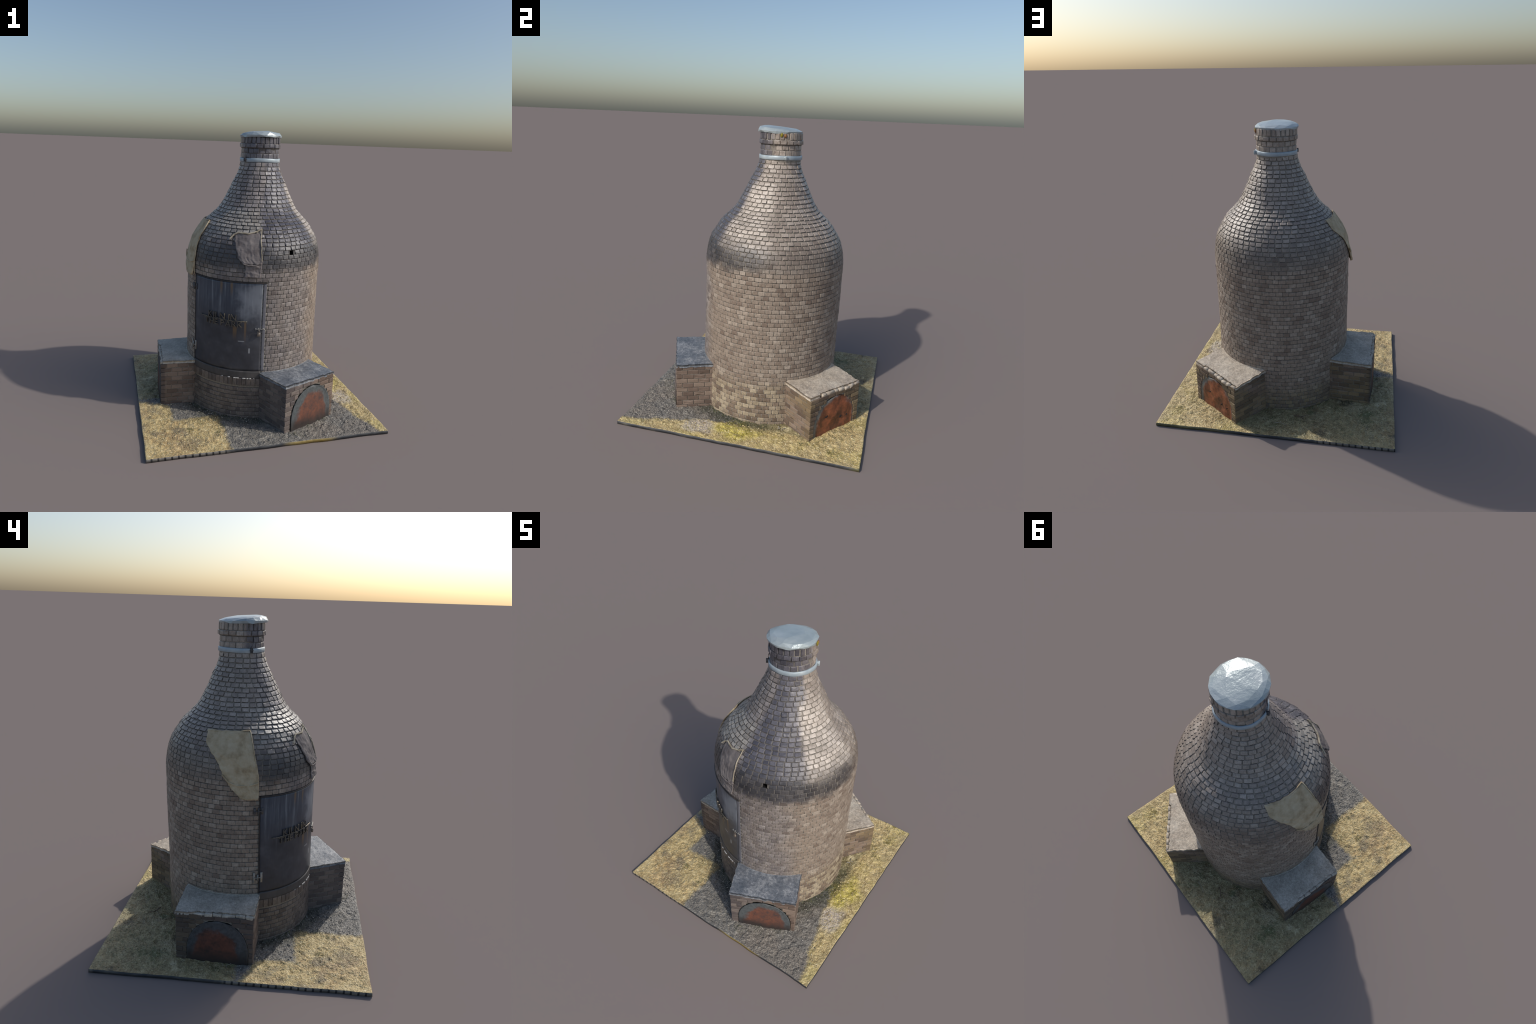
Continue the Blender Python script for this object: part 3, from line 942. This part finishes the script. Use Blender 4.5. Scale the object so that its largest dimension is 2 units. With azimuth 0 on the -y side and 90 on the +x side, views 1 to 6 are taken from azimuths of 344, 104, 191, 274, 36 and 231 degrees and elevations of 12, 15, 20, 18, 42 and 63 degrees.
# --------------------------------------------------------------------------
# sacking nailed over the shoulder
# --------------------------------------------------------------------------
def cloth(name, rows, mat, parent=None, ns=34, nz=46, seed=0.0, lift=.007, fold=.004, flare=0.0, hem=None):
    """rows: (z, left deg, right deg) from top to bottom"""
    zk = np.array([r[0] for r in rows][::-1]); L = np.array([r[1] for r in rows][::-1]); R = np.array([r[2] for r in rows][::-1])
    v, f, mi = [], [], []
    TH = .0035
    for lay in (0, 1):
        for j in range(nz+1):
            s = j/nz
            z = rows[0][0] + (rows[-1][0] - rows[0][0])*s
            l, r = np.interp(z, zk, L), np.interp(z, zk, R)
            l += 1.1*fbm(seed, z*34, 1, 4); r += .7*fbm(seed+5, z*40, 2, 4)
            for i in range(ns+1):
                q = i/ns
                t = l + (r - l)*q
                zz = z + .006*fbm(q*4, seed, 3)*(s > .97) + .005*fbm(q*5, seed, 6)*(s < .03)
                edge = min(q, 1-q, s*1.4, (1-s)*1.4)
                rim = math.exp(-(edge/.035)**2)
                o = lift + fold*fbm(q*3.1 + seed, s*3.3, 0, 4) + .0022*fbm(q*14 + seed, s*6, 2, 3) + .0018*math.sin(q*20 + 6*s + 3*fbm(q*3, s*3, seed))*max(0, s - .45) + .0045*rim + flare*max(0, (s - .62)/.38)**1.5
                o = max(o, .0035)
                if edge < .001: o = o*.55
                v.append(on_tower(t*D2R, zz, o - lay*TH))
    W = ns+1; LN = W*(nz+1)
    for j in range(nz):
        for i in range(ns):
            q, s = (i+.5)/ns, (j+.5)/nz
            h = hem(q, s) if hem else 0
            f.append((j*W+i, (j+1)*W+i, (j+1)*W+i+1, j*W+i+1)); mi.append(h)
            f.append((LN+j*W+i, LN+j*W+i+1, LN+(j+1)*W+i+1, LN+(j+1)*W+i)); mi.append(h)
    rim_f = []
    for i in range(ns):
        rim_f.append((i, i+1, LN+i+1, LN+i)); e = nz*W
        rim_f.append((e+i, LN+e+i, LN+e+i+1, e+i+1))
    for j in range(nz):
        rim_f.append((j*W, LN+j*W, LN+(j+1)*W, (j+1)*W)); e = ns
        rim_f.append((j*W+e, (j+1)*W+e, LN+(j+1)*W+e, LN+j*W+e))
    f += rim_f; mi += [0]*len(rim_f)
    return add_mesh(name, v, f, [mat, M_HEM], parent, mi)


def rope_on_wall(pts, r, off, mat, name, parent, seed=0):
    path = []
    for k in range(len(pts)-1):
        for t in np.linspace(0, 1, 9)[:-1]:
            th = pts[k][0] + (pts[k+1][0] - pts[k][0])*t; z = pts[k][1] + (pts[k+1][1] - pts[k][1])*t
            path.append(on_tower((th + .4*fbm(th*.5, z*20, seed))*D2R, z + .002*fbm(th*.3, z*9, seed+3), off))
    path.append(on_tower(pts[-1][0]*D2R, pts[-1][1], off))
    return add_mesh(name, *tube(path, r, 7, taper=lambda t: .75 + .5*abs(mn.noise(Vector((t*9, seed, 0))))), mat, parent)


sack = cloth('sacking', [(1.352, 155.5, 193.5), (1.30, 156.0, 195.0), (1.265, 160.5, 195.3), (1.18, 171.0, 196.8), (1.125, 173.8, 198.0), (1.06, 179.5, 198.6), (1.00, 185.5, 198.4), (.985, 189.0, 198.0)],
             M_BURLAP, root, seed=1.3, lift=.008, fold=.008, flare=.026)
rope_on_wall([(155.5, 1.345), (165, 1.345), (176, 1.350), (193.8, 1.356)], .005, .0065, M_BURLAP, 'sacking_hem', sack, 2)
rope_on_wall([(173.8, 1.125), (178, 1.088), (184, 1.068), (191, 1.066), (198.3, 1.085)], .0048, .017, M_BURLAP, 'sacking_fold', sack, 4)
rope_on_wall([(193.6, 1.355), (195.4, 1.26), (197, 1.17), (198.2, 1.08), (198.4, .99)], .004, .0075, M_BURLAP, 'sacking_hem', sack, 6)

rag = cloth('sacking', [(1.315, -125.0, -100.3), (1.27, -123.8, -100.0), (1.20, -120.2, -99.4), (1.14, -116.5, -99.1), (1.118, -113.5, -99.0)],
            M_CANVAS, root, 28, 34, seed=4.1, lift=.006, fold=.0045, flare=.010)
rope_on_wall([(-128.5, 1.268), (-125.5, 1.300), (-122, 1.312), (-112, 1.308), (-104, 1.325), (-99.6, 1.340)], .0068, .009, M_HEM, 'sacking_hem', rag, 3)
rope_on_wall([(-99.8, 1.338), (-100.4, 1.28), (-99.5, 1.20), (-98.9, 1.135)], .0042, .010, M_HEM, 'sacking_hem', rag, 8)
rag2 = cloth('sacking', [(1.125, -112.0, -98.6), (1.08, -111.2, -99.0), (1.045, -112.2, -99.4), (1.031, -112.6, -99.8)],
             M_CANVAS, root, 20, 18, seed=9.1, lift=.008, fold=.006, flare=.010)
rope_on_wall([(-113.5, 1.122), (-109, 1.112), (-104, 1.114), (-98.2, 1.140)], .0046, .014, M_CANVAS, 'sacking_fold', rag2, 5)

# --------------------------------------------------------------------------
# fireboxes
# --------------------------------------------------------------------------
BRICK_VARIANTS = []
for kind, (L, H) in (('stretcher', (.078, .030)), ('header', (.044, .030))):
    group = []
    for k in range(6):
        rg = random.Random(20 + k + (50 if kind == 'header' else 0))
        v, f = brick_shape(L/2 - .0016, H/2 - .0015, .012, .0018, .0026, rg, rg.uniform(-.0006, .0008), .0009)
        me = bpy.data.meshes.new('brick')
        me.from_pydata([tuple(q) for q in v], [], f)
        me.polygons.foreach_set('use_smooth', [True]*len(me.polygons))
        me.materials.append(M_FBRICK)
        group.append(me)
    BRICK_VARIANTS.append((L, H, group))


def place_brick(parent, centre, u, v, n, length, height):
    L, H, group = BRICK_VARIANTS[0] if length > .055 else BRICK_VARIANTS[1]
    ob = bpy.data.objects.new('brick', group[RNG.randrange(6)])
    COL.objects.link(ob)
    flip = RNG.choice((1, -1))
    m = Matrix.Identity(4)
    for i, ax in enumerate((u*(length/L*flip), v*(height/H*flip), n)):
        m[0][i], m[1][i], m[2][i] = ax.x, ax.y, ax.z
    m.translation = centre + n*RNG.uniform(-.0012, .0012)
    ob.matrix_world = m @ Matrix.Rotation(RNG.gauss(0, .008), 4, 'Z')
    ob.parent = parent
    return ob


def arch_half(z, half, top):
    spring = .085
    if z < spring: return half
    if z >= top: return 0.0
    e = (z - spring)/(top - spring)
    return half*max(0.0, (1 - e**2.1))**(1/2.1)


HATCH = {
    'a': mat_hatch('rusted_sheet_dull', .307, -.601, .912, .410, (.065, .045, .042), (.22, .08, .045), (.085, .095, .098), .185, .28, .95),  # dull brown rust
    'b': mat_hatch('rusted_sheet_red', .438, .597, -.801, .598, (.085, .038, .020), (.38, .118, .05), (.15, .155, .145), .19, .262, 0.25, 1.12),
    'c': mat_hatch('rusted_sheet_brown', -.644, .114, -.028, -.9996, (.035, .022, .02), (.15, .055, .035), (.06, .064, .07), .185, .26, 1.0),
}
SLABS = {'a': M_SLAB_A, 'b': M_SLAB_B, 'c': M_SLAB_C}
UZ = Vector((0, 0, 1))
for key, b in FIREBOX.items():
    m, u, n, half = box_frame(b)
    wall_top = min(b['zl'], b['zr']) - .024
    wh = half - .001                       # half width of the brick box
    fo = .000                             # front brick plane, behind the lid edge
    depth = .36
    # mortar core
    vs = []
    for sx in (-1, 1):
        for d in (fo - .032, -depth):
            for z in (0.0, wall_top + .012):
                vs.append(m + u*(sx*(wh - .0025)) + n*d + UZ*z)
    fs = [(0, 2, 3, 1), (4, 5, 7, 6), (0, 1, 5, 4), (1, 3, 7, 5)]
    box = add_mesh('firebox', vs, fs, M_FMORT, root, smooth=False)
    # mortar face and reveal round the firemouth
    zl = list(np.linspace(0, .085, 4)) + list(.085 + (b['top'] + .004 - .085)*np.sin(np.linspace(0, math.pi/2, 22))[1:])
    FV, FF = [], []
    for z in zl:
        ah = arch_half(min(z, b['top'] + .0039), b['half'] + .0005, b['top'] + .004)
        for x, d in ((-wh + .0025, -.004), (b['off'] - ah, -.004), (b['off'] - ah, -.034), (b['off'] + ah, -.034), (b['off'] + ah, -.004), (wh - .0025, -.004)):
            FV.append(m + u*x + n*(fo + d) + UZ*z)
    for j in range(len(zl)-1):
        for p_ in (0, 1, 3, 4): FF.append((j*6+p_, j*6+p_+1, j*6+6+p_+1, j*6+6+p_))
    k0 = len(FV); tz = zl[-1]
    for x, z in ((-wh + .0025, tz), (wh - .0025, tz), (wh - .0025, wall_top + .012), (-wh + .0025, wall_top + .012)): FV.append(m + u*x + n*(fo - .004) + UZ*z)
    FF.append((k0, k0+1, k0+2, k0+3))
    add_mesh('firemouth_surround', FV, FF, M_FMORT, box, smooth=False)
    # brick courses
    nc = 10
    ch = (wall_top + .012 - .0)/nc
    for c in range(nc):
        zc = ch*(c + .5)
        if zc < .012: continue
        # flanks
        for side in (-1, 1):
            d = 0.0
            first = True
            d_end = .36
            while True:
                L = (.044 if (c % 2) else .078) if first else .078*RNG.uniform(.97, 1.03)
                first = False
                p = m + u*(side*(wh)) + n*(fo - d - L/2) + UZ*zc
                r_t = math.hypot(p.x - .045, p.y - .035)
                if r_t < float(rad(zc)) - .034: break
                place_brick(box, p, n if side < 0 else -n, UZ, u*side, L, ch)
                d += L
                if d > d_end: break
        # front, left and right of the firemouth
        ah = arch_half(zc, b['half'] + .002, b['top'] + .004)
        for side in (-1, 1):
            start = wh
            stop = max(side*b['off'] + ah, 0.0) if ah > 0 else 0.0
            first = True
            while start - stop > .012:
                L = (.078 if (c % 2) else .044) if first else .078
                first = False
                if start - L - stop < .02: L = start - stop
                if L > .105: L = L/2
                p = m + u*(side*(start - L/2)) + n*fo + UZ*zc
                place_brick(box, p, u, UZ, n, L, ch)
                start -= L
    # iron sheet closing the firemouth
    V, F = [], []
    na, nr = 44, 16
    hb, ht, off = b['half'], b['top'], b['off']
    rg = {'a': 1.0, 'b': 2.0, 'c': 3.0}[key]
    for j in range(nr+1):
        z = ht*j/nr*.9995
        ah = arch_half(z, hb, ht)
        for i in range(na+1):
            q = -1 + 2*i/na
            x = off + q*ah
            amp = .010 if key == 'b' else .004
            o = amp*fbm(x*9 + rg*7, z*9, rg, 3)*(1 - abs(q)**4)
            if key == 'b':
                o += .006*abs(math.sin(x*17 + z*9))*(1 - abs(q)**3)
            if key in 'ac': o += .010*(1 - q*q)*(1 - (z/ht)**2)
            rim = .004*math.exp(-((1-abs(q))*ah/.012)**2) if ah > 0 else .004
            V.append(m + u*x + n*(fo - {'a': -.002, 'b': .007, 'c': .002}[key] + o + rim) + UZ*z)
    for j in range(nr):
        for i in range(na):
            F.append((j*(na+1)+i, j*(na+1)+i+1, (j+1)*(na+1)+i+1, (j+1)*(na+1)+i))
    hatch = add_mesh('firemouth_sheet', V, F, HATCH[key], box)
    sol = hatch.modifiers.new('thick', 'SOLIDIFY'); sol.thickness = .004; sol.offset = -1
    # mortar rim of the arch
    path = []
    for t in np.linspace(0, 1, 50):
        if t < .2: q, z = -1, .085*t/.2; x = off - hb
        elif t > .8: z = .085*(1 - t)/.2; x = off + hb
        else:
            an = math.pi*(1 - (t - .2)/.6)
            cs, sn = math.cos(an), math.sin(an)
            x = off + hb*math.copysign(abs(cs)**(2/2.1), cs); z = .085 + (ht - .085)*abs(sn)**(2/2.1)
        path.append(m + u*(x*1.008 + .003*fbm(t*9, rg, 5)) + n*(fo - .009 + .004*fbm(t*12, rg, 0)) + UZ*(z + .003*fbm(t*9, rg, 8)))
    add_mesh('arch_rim', *tube(path, .0034, 6, taper=lambda t: .25 + 1.5*abs(mn.noise(Vector((t*11, rg, 0))))), SLABS[key], box)
    if key == 'b':
        a = Acc()
        for x, z, w in ((-.070, .139, .012), (.063, .100, .010), (.122, .093, .006)):
            bm = bmesh.new(); bmesh.ops.create_icosphere(bm, subdivisions=2, radius=1)
            bm.verts.index_update()
            a.add([m + u*(x + q.co.x*w + q.co.z*.003) + n*(fo - .005 + q.co.y*.006) + UZ*(z + q.co.z*.0065 + q.co.x*.004) for q in bm.verts], [tuple(w_.index for w_ in q.verts) for q in bm.faces])
            bm.free()
        add_mesh('rust_hole_blob', a.v, a.f, M_BLACK, hatch)  # black lumps stand in for holes through the sheet
    # concrete lid: irregular edges, rear tucked into the tower
    NU, ND = 64, 40
    lidback = .30
    V, F = [], []
    th = .024
    for lay in (0, 1):
        for j in range(ND+1):
            for i in range(NU+1):
                q = -1 + 2*i/NU
                s = j/ND
                x = q*(half + .003 + .0055*fbm(s*8, rg*3 + (q > 0), 1, 4))
                front = .005*fbm(q*7, rg, 4, 4)
                if key == 'b': front = -.006 - .016*max(0, min(1, (q + .62)/.06))*max(0, min(1, (1.0 - q)/.05)) + .005*fbm(q*14, 3, 4, 3)
                if key == 'c': front = -.016*max(0, min(1, (q + .58)/.15)) + .007*fbm(q*11, 1, 4, 4)
                d = front - s*(lidback + front)
                zf = b['zl'] + (b['zr'] - b['zl'])*(q+1)/2
                z = zf + (b['zback'] - zf)*s
                z += .0042*fbm(x*9, d*9, rg) + .0016*fbm(x*45, d*45, rg)
                ed = min((1-abs(q))*half, -d + front + .0)
                z -= .004*math.exp(-(ed/.006)**2)
                if lay: z = zf + (b['zback'] - zf)*s - th + .003*fbm(x*25, d*25, 9)
                V.append(m + u*x + n*d + UZ*z)
    W = NU+1; LN = W*(ND+1)
    for j in range(ND):
        for i in range(NU):
            F.append((j*W+i, (j+1)*W+i, (j+1)*W+i+1, j*W+i+1))
            F.append((LN+j*W+i, LN+j*W+i+1, LN+(j+1)*W+i+1, LN+(j+1)*W+i))
    F = [tuple(reversed(q)) for q in F]
    for i in range(NU): F.append((i, i+1, LN+i+1, LN+i)); 
    for j in range(ND):
        F.append((j*W, LN+j*W, LN+(j+1)*W, (j+1)*W)); F.append((j*W+NU, (j+1)*W+NU, LN+(j+1)*W+NU, LN+j*W+NU))
    add_mesh('firebox_lid', V, F, SLABS[key], box)
    # broken front edge: loose chunks of render left on the wall head
    if key in 'bc':
        a = Acc()
        x = -half*.55
        while x < half - .01:
            w = RNG.uniform(.030, .085)
            if x + w > half: w = half - x
            zf = b['zl'] + (b['zr'] - b['zl'])*((x/half)+1)/2
            sh = RNG.uniform(.001, .009)
            cc = m + u*(x + w/2) + n*(-.011 + RNG.uniform(-.003, .002)) + UZ*(zf - .015 - sh*.5)
            bv, bf = block(cc, u, n, UZ, w/2 - .001, .010, .010, .003)
            bv = [q + Vector((mn.noise(q*38), mn.noise(q*38 + Vector((9, 0, 0))), mn.noise(q*38 + Vector((0, 9, 0)))))*.0075 for q in bv]
            a.add(bv, bf)
            x += w
        add_mesh('broken_render', a.v, a.f, SLABS[key], box)['kind'] = 'stuff'
    # crumbled mortar fillet where the lid meets the tower
    path = []
    for q in np.linspace(-.97, .97, 40):
        lo, hi = -.34, 0.0
        zf = b['zback']
        for _ in range(24):
            md = (lo+hi)/2; p = m + u*(q*half) + n*md
            cx, cy = axis(zf)
            if math.hypot(p.x - cx, p.y - cy) < float(rad(zf)) + .001: lo = md
            else: hi = md
        s_ = -lo/.30
        zf2 = (b['zl'] + (b['zr'] - b['zl'])*(q+1)/2)*(1-s_) + b['zback']*s_
        path.append(m + u*(q*half) + n*lo + UZ*(zf2 + .001 + .002*fbm(q*8, rg, 0)))
    add_mesh('mortar_fillet', *tube(path, .005, 6, taper=lambda t: .6 + .9*abs(mn.noise(Vector((t*17, rg, 3))))), SLABS[key], box)

# --------------------------------------------------------------------------
# ground slab: square of turf, baked sun and shade patches painted in
# --------------------------------------------------------------------------
G = 260
HALF = .8125


def ground_z(x, y):
    e = HALF - max(abs(x), abs(y))
    edge = min(1.0, max(0.0, e/.05))
    r = math.hypot(x - .045, y - .035)
    z = .0215 - .0035*edge - .003*max(0.0, min(1.0, (.62 - r)/.1))
    z += .004*fbm(x*5, y*5, 1, 3)*edge + (.0062*fbm(x*20, y*20, 4, 3) + .0045*fbm(x*48, y*48, 7, 3))*(.25 + .75*edge)
    return max(z, .006)


vs, fs, mi = [], [], []
for j in range(G+1):
    for i in range(G+1):
        x = -HALF + 2*HALF*i/G; y = -HALF + 2*HALF*j/G
        wx = .006*fbm(y*4, (1 if x > 0 else -1)*3, 2); wy = .006*fbm(x*4, (1 if y > 0 else -1)*3, 6)
        px = x*(1 + wx*abs(x)/HALF); py = y*(1 + wy*abs(y)/HALF)
        vs.append((px, py, ground_z(x, y)))
W = G+1
for j in range(G):
    for i in range(G):
        fs.append((j*W+i, j*W+i+1, (j+1)*W+i+1, (j+1)*W+i)); mi.append(0)
loop = [i for i in range(W)] + [j*W+G for j in range(1, W)] + [G*W+i for i in range(G-1, -1, -1)] + [j*W for j in range(G-1, 0, -1)]
o = len(vs)
for q in loop: vs.append((vs[q][0]*1.002, vs[q][1]*1.002, 0.0))
for k in range(len(loop)):
    k2 = (k+1) % len(loop)
    fs.append((loop[k2], loop[k], o+k, o+k2)); mi.append(1)
fs.append(tuple(range(o, o+len(loop)))[::-1]); mi.append(1)
ground = add_mesh('ground', vs, fs, [M_GROUND, M_EDGE], root, mi)


def occupied(x, y, pad=0.0):
    if math.hypot(x - .045, y - .03) < .478 + pad: return True
    for b in FIREBOX.values():
        m, u, n, h = box_frame(b)
        d = Vector((x, y, 0)) - m
        if abs(d.dot(u)) < h - .004 + pad and -.4 < d.dot(n) < -.004 + pad: return True
    return False


def zone(x, y):  # follows the baked sun and shade patches of the ground colour
    if (x < -.285 and y < -.375) or (x < -.60 and y + .45*x < -.42): return 'straw'
    if (x + .25*y > .56 and y < .03) or (x > .6 and y > -.02) or (.593*x + .805*y > .72 and x > .11): return 'straw'
    return 'gravel' if y < -.02 else 'grass'


def mat_litter(name, stops, rough=.5):
    m = N(name)
    col = m.ramp(brick_random(m), stops)
    n = m.noise(150, 3, .6)
    col = m.mix(1.0, col, m.ramp(n, [(.25, (.75, .75, .75)), (.75, (1.2, 1.2, 1.2))]), 'MULTIPLY')
    return m.done(col, rough, spec=.5)


LIT = {
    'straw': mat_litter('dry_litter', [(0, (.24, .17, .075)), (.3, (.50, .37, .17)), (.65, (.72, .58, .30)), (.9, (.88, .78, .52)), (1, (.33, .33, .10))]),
    'gravel': mat_litter('shaded_gravel', [(0, (.055, .052, .048)), (.4, (.14, .13, .112)), (.8, (.24, .22, .185)), (1, (.45, .42, .36))]),  # pebble greys match the painted shade patch
    'grass': mat_litter('turf_litter', [(0, (.08, .08, .03)), (.4, (.26, .21, .105)), (.75, (.42, .36, .19)), (1, (.60, .54, .35))]),
}
accs = {k: Acc() for k in LIT}
count = 0
while count < 8000:
    x, y = RNG.uniform(-.795, .795), RNG.uniform(-.795, .795)
    if occupied(x, y, .004): continue
    count += 1
    zn = zone(x + RNG.gauss(0, .012), y + RNG.gauss(0, .012))
    z = ground_z(x, y)
    an = RNG.uniform(0, math.pi*2); c, s = math.cos(an), math.sin(an)
    if zn == 'gravel':
        a_, b_, h_ = RNG.uniform(.002, .0065), RNG.uniform(.002, .005), RNG.uniform(.0014, .004)
    else:
        a_, b_, h_ = RNG.uniform(.003, .0085), RNG.uniform(.0014, .0036), RNG.uniform(.0008, .0024)
    tip = RNG.uniform(-.35, .35)
    pts = []
    for (p, q, r) in ((-1, 0, 0), (-.4, -1, 0), (.4, -.9, 0), (1, 0, 0), (.4, 1, 0), (-.4, .9, 0)):
        for_top = 0
        pts.append(Vector((x + (p*a_)*c - (q*b_)*s, y + (p*a_)*s + (q*b_)*c, z - .0008 + p*a_*tip*.4)))
    topc = [Vector((x + (p*a_)*c, y + (p*a_)*s, z + h_ + p*a_*tip)) for p in (-.45, .45)]
    pts += topc
    accs[zn].add(pts, [(0, 1, 6), (1, 2, 7, 6), (2, 3, 7), (3, 4, 7), (4, 5, 6, 7), (5, 0, 6)])
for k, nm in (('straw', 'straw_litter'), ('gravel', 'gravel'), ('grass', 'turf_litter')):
    ob = add_mesh(nm, accs[k].v, accs[k].f, LIT[k], ground); ob['kind'] = 'stuff'

# tufts of grass and weeds
M_BLADE = mat_litter('green_blades', [(0, (.025, .045, .012)), (.5, (.075, .10, .03)), (.85, (.15, .17, .05)), (1, (.30, .27, .12))])
acc = Acc()


def blade(x, y, h, lean, an, w):
    z = ground_z(x, y) - .001
    d = Vector((math.cos(an), math.sin(an), 0)); s = Vector((-d.y, d.x, 0))
    L, R = [], []
    for t in (0, .5, 1):
        c = Vector((x, y, z)) + d*(lean*t*t*h) + UZ*(h*t*(1 - .25*t*lean))
        ww = w*(1 - .85*t)
        L.append(c - s*ww); R.append(c + s*ww)
    up = [q + d*.0006 for q in L] + [q + d*.0006 for q in R]
    lo = L + R
    v = up + lo
    f = []
    for k in (0, 1):
        f.append((k, k+3, k+4, k+1)); f.append((6+k, 6+k+1, 6+k+4, 6+k+3))
        f.append((k, k+1, 6+k+1, 6+k)); f.append((3+k, 6+3+k, 6+3+k+1, 3+k+1))
    acc.add(v, f)


spots = [(-.10, .60, .05), (-.17, .62, .04), (.03, .62, .03), (-.42, .45, .03), (-.28, .62, .045), (-.46, .66, .05), (.02, .74, .05), (-.5, .33, .03),
         (.55, -.13, .05), (.50, -.20, .06), (.52, -.05, .04), (.57, .02, .03), (.30, -.64, .05), (.18, -.72, .05), (.42, -.57, .04),
         (-.28, -.52, .04), (-.42, -.42, .04), (-.33, -.58, .03), (-.5, -.52, .03), (.60, .55, .05), (.52, .62, .05), (.40, .70, .05), (.68, .42, .04),
         (.64, .30, .05), (.72, .62, .04), (-.72, .10, .03), (-.70, .45, .05), (-.62, .58, .04), (.58, .16, .05)]
for (sx, sy, sr) in spots:
    for _ in range(46):
        x, y = RNG.gauss(sx, sr*.6), RNG.gauss(sy, sr*.6)
        if max(abs(x), abs(y)) > .79 or occupied(x, y, .003): continue
        blade(x, y, RNG.uniform(.004, .013), RNG.uniform(.6, 1.6), RNG.uniform(0, 6.28), RNG.uniform(.0008, .0018))
acc_green = acc; acc = Acc()
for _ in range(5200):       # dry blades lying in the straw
    x, y = RNG.uniform(-.79, .79), RNG.uniform(-.79, .79)
    zn = zone(x, y)
    if zn == 'gravel' or occupied(x, y, .003): continue
    if zn == 'grass' and RNG.random() < .45: continue
    blade(x, y, RNG.uniform(.004, .011), RNG.uniform(1.2, 2.4), RNG.gauss(.8, 1.4), RNG.uniform(.0008, .0018))
dry = add_mesh('dry_blades', acc.v, acc.f, LIT['straw'], ground); dry['kind'] = 'stuff'
acc = acc_green
for _ in range(700):        # fringe against the walls
    an = RNG.uniform(0, 6.28); r = .486 + abs(RNG.gauss(0, .02))
    x, y = .045 + r*math.cos(an), .033 + r*math.sin(an)
    if occupied(x, y, .002): continue
    blade(x, y, RNG.uniform(.004, .014), RNG.uniform(.4, 1.4), RNG.uniform(0, 6.28), RNG.uniform(.0008, .0017))
gt_ = add_mesh('grass_blades', acc.v, acc.f, M_BLADE, ground); gt_['kind'] = 'stuff'

# twigs
M_TWIG = mat_simple('dead_twig', [(.3, (.09, .05, .04)), (.7, (.19, .12, .09))], 60, .7)
M_TWIGP = mat_simple('bleached_twig', [(.3, (.30, .27, .22)), (.7, (.48, .44, .38))], 60, .7)
for pts, r, mt in (([(-.12, .57), (-.155, .575), (-.19, .60), (-.20, .635)], .0026, M_TWIG), ([(-.165, .58), (-.20, .565), (-.235, .545)], .002, M_TWIG),
                   ([(.01, .67), (-.04, .672), (-.085, .685)], .0016, M_TWIGP), ([(.53, .24), (.55, .255), (.565, .24)], .0035, M_TWIGP), ([(.54, .29), (.552, .27), (.57, .275)], .003, M_TWIGP),
                   ([(-.66, .0), (-.68, .03), (-.70, .02)], .0018, M_TWIGP), ([(-.665, .05), (-.69, .045)], .0018, M_TWIGP)):
    path = [Vector((x, y, ground_z(x, y) + .004)) for x, y in pts]
    add_mesh('twig', *tube(path, r, 6, taper=lambda t: 1 - .5*t), mt, ground)
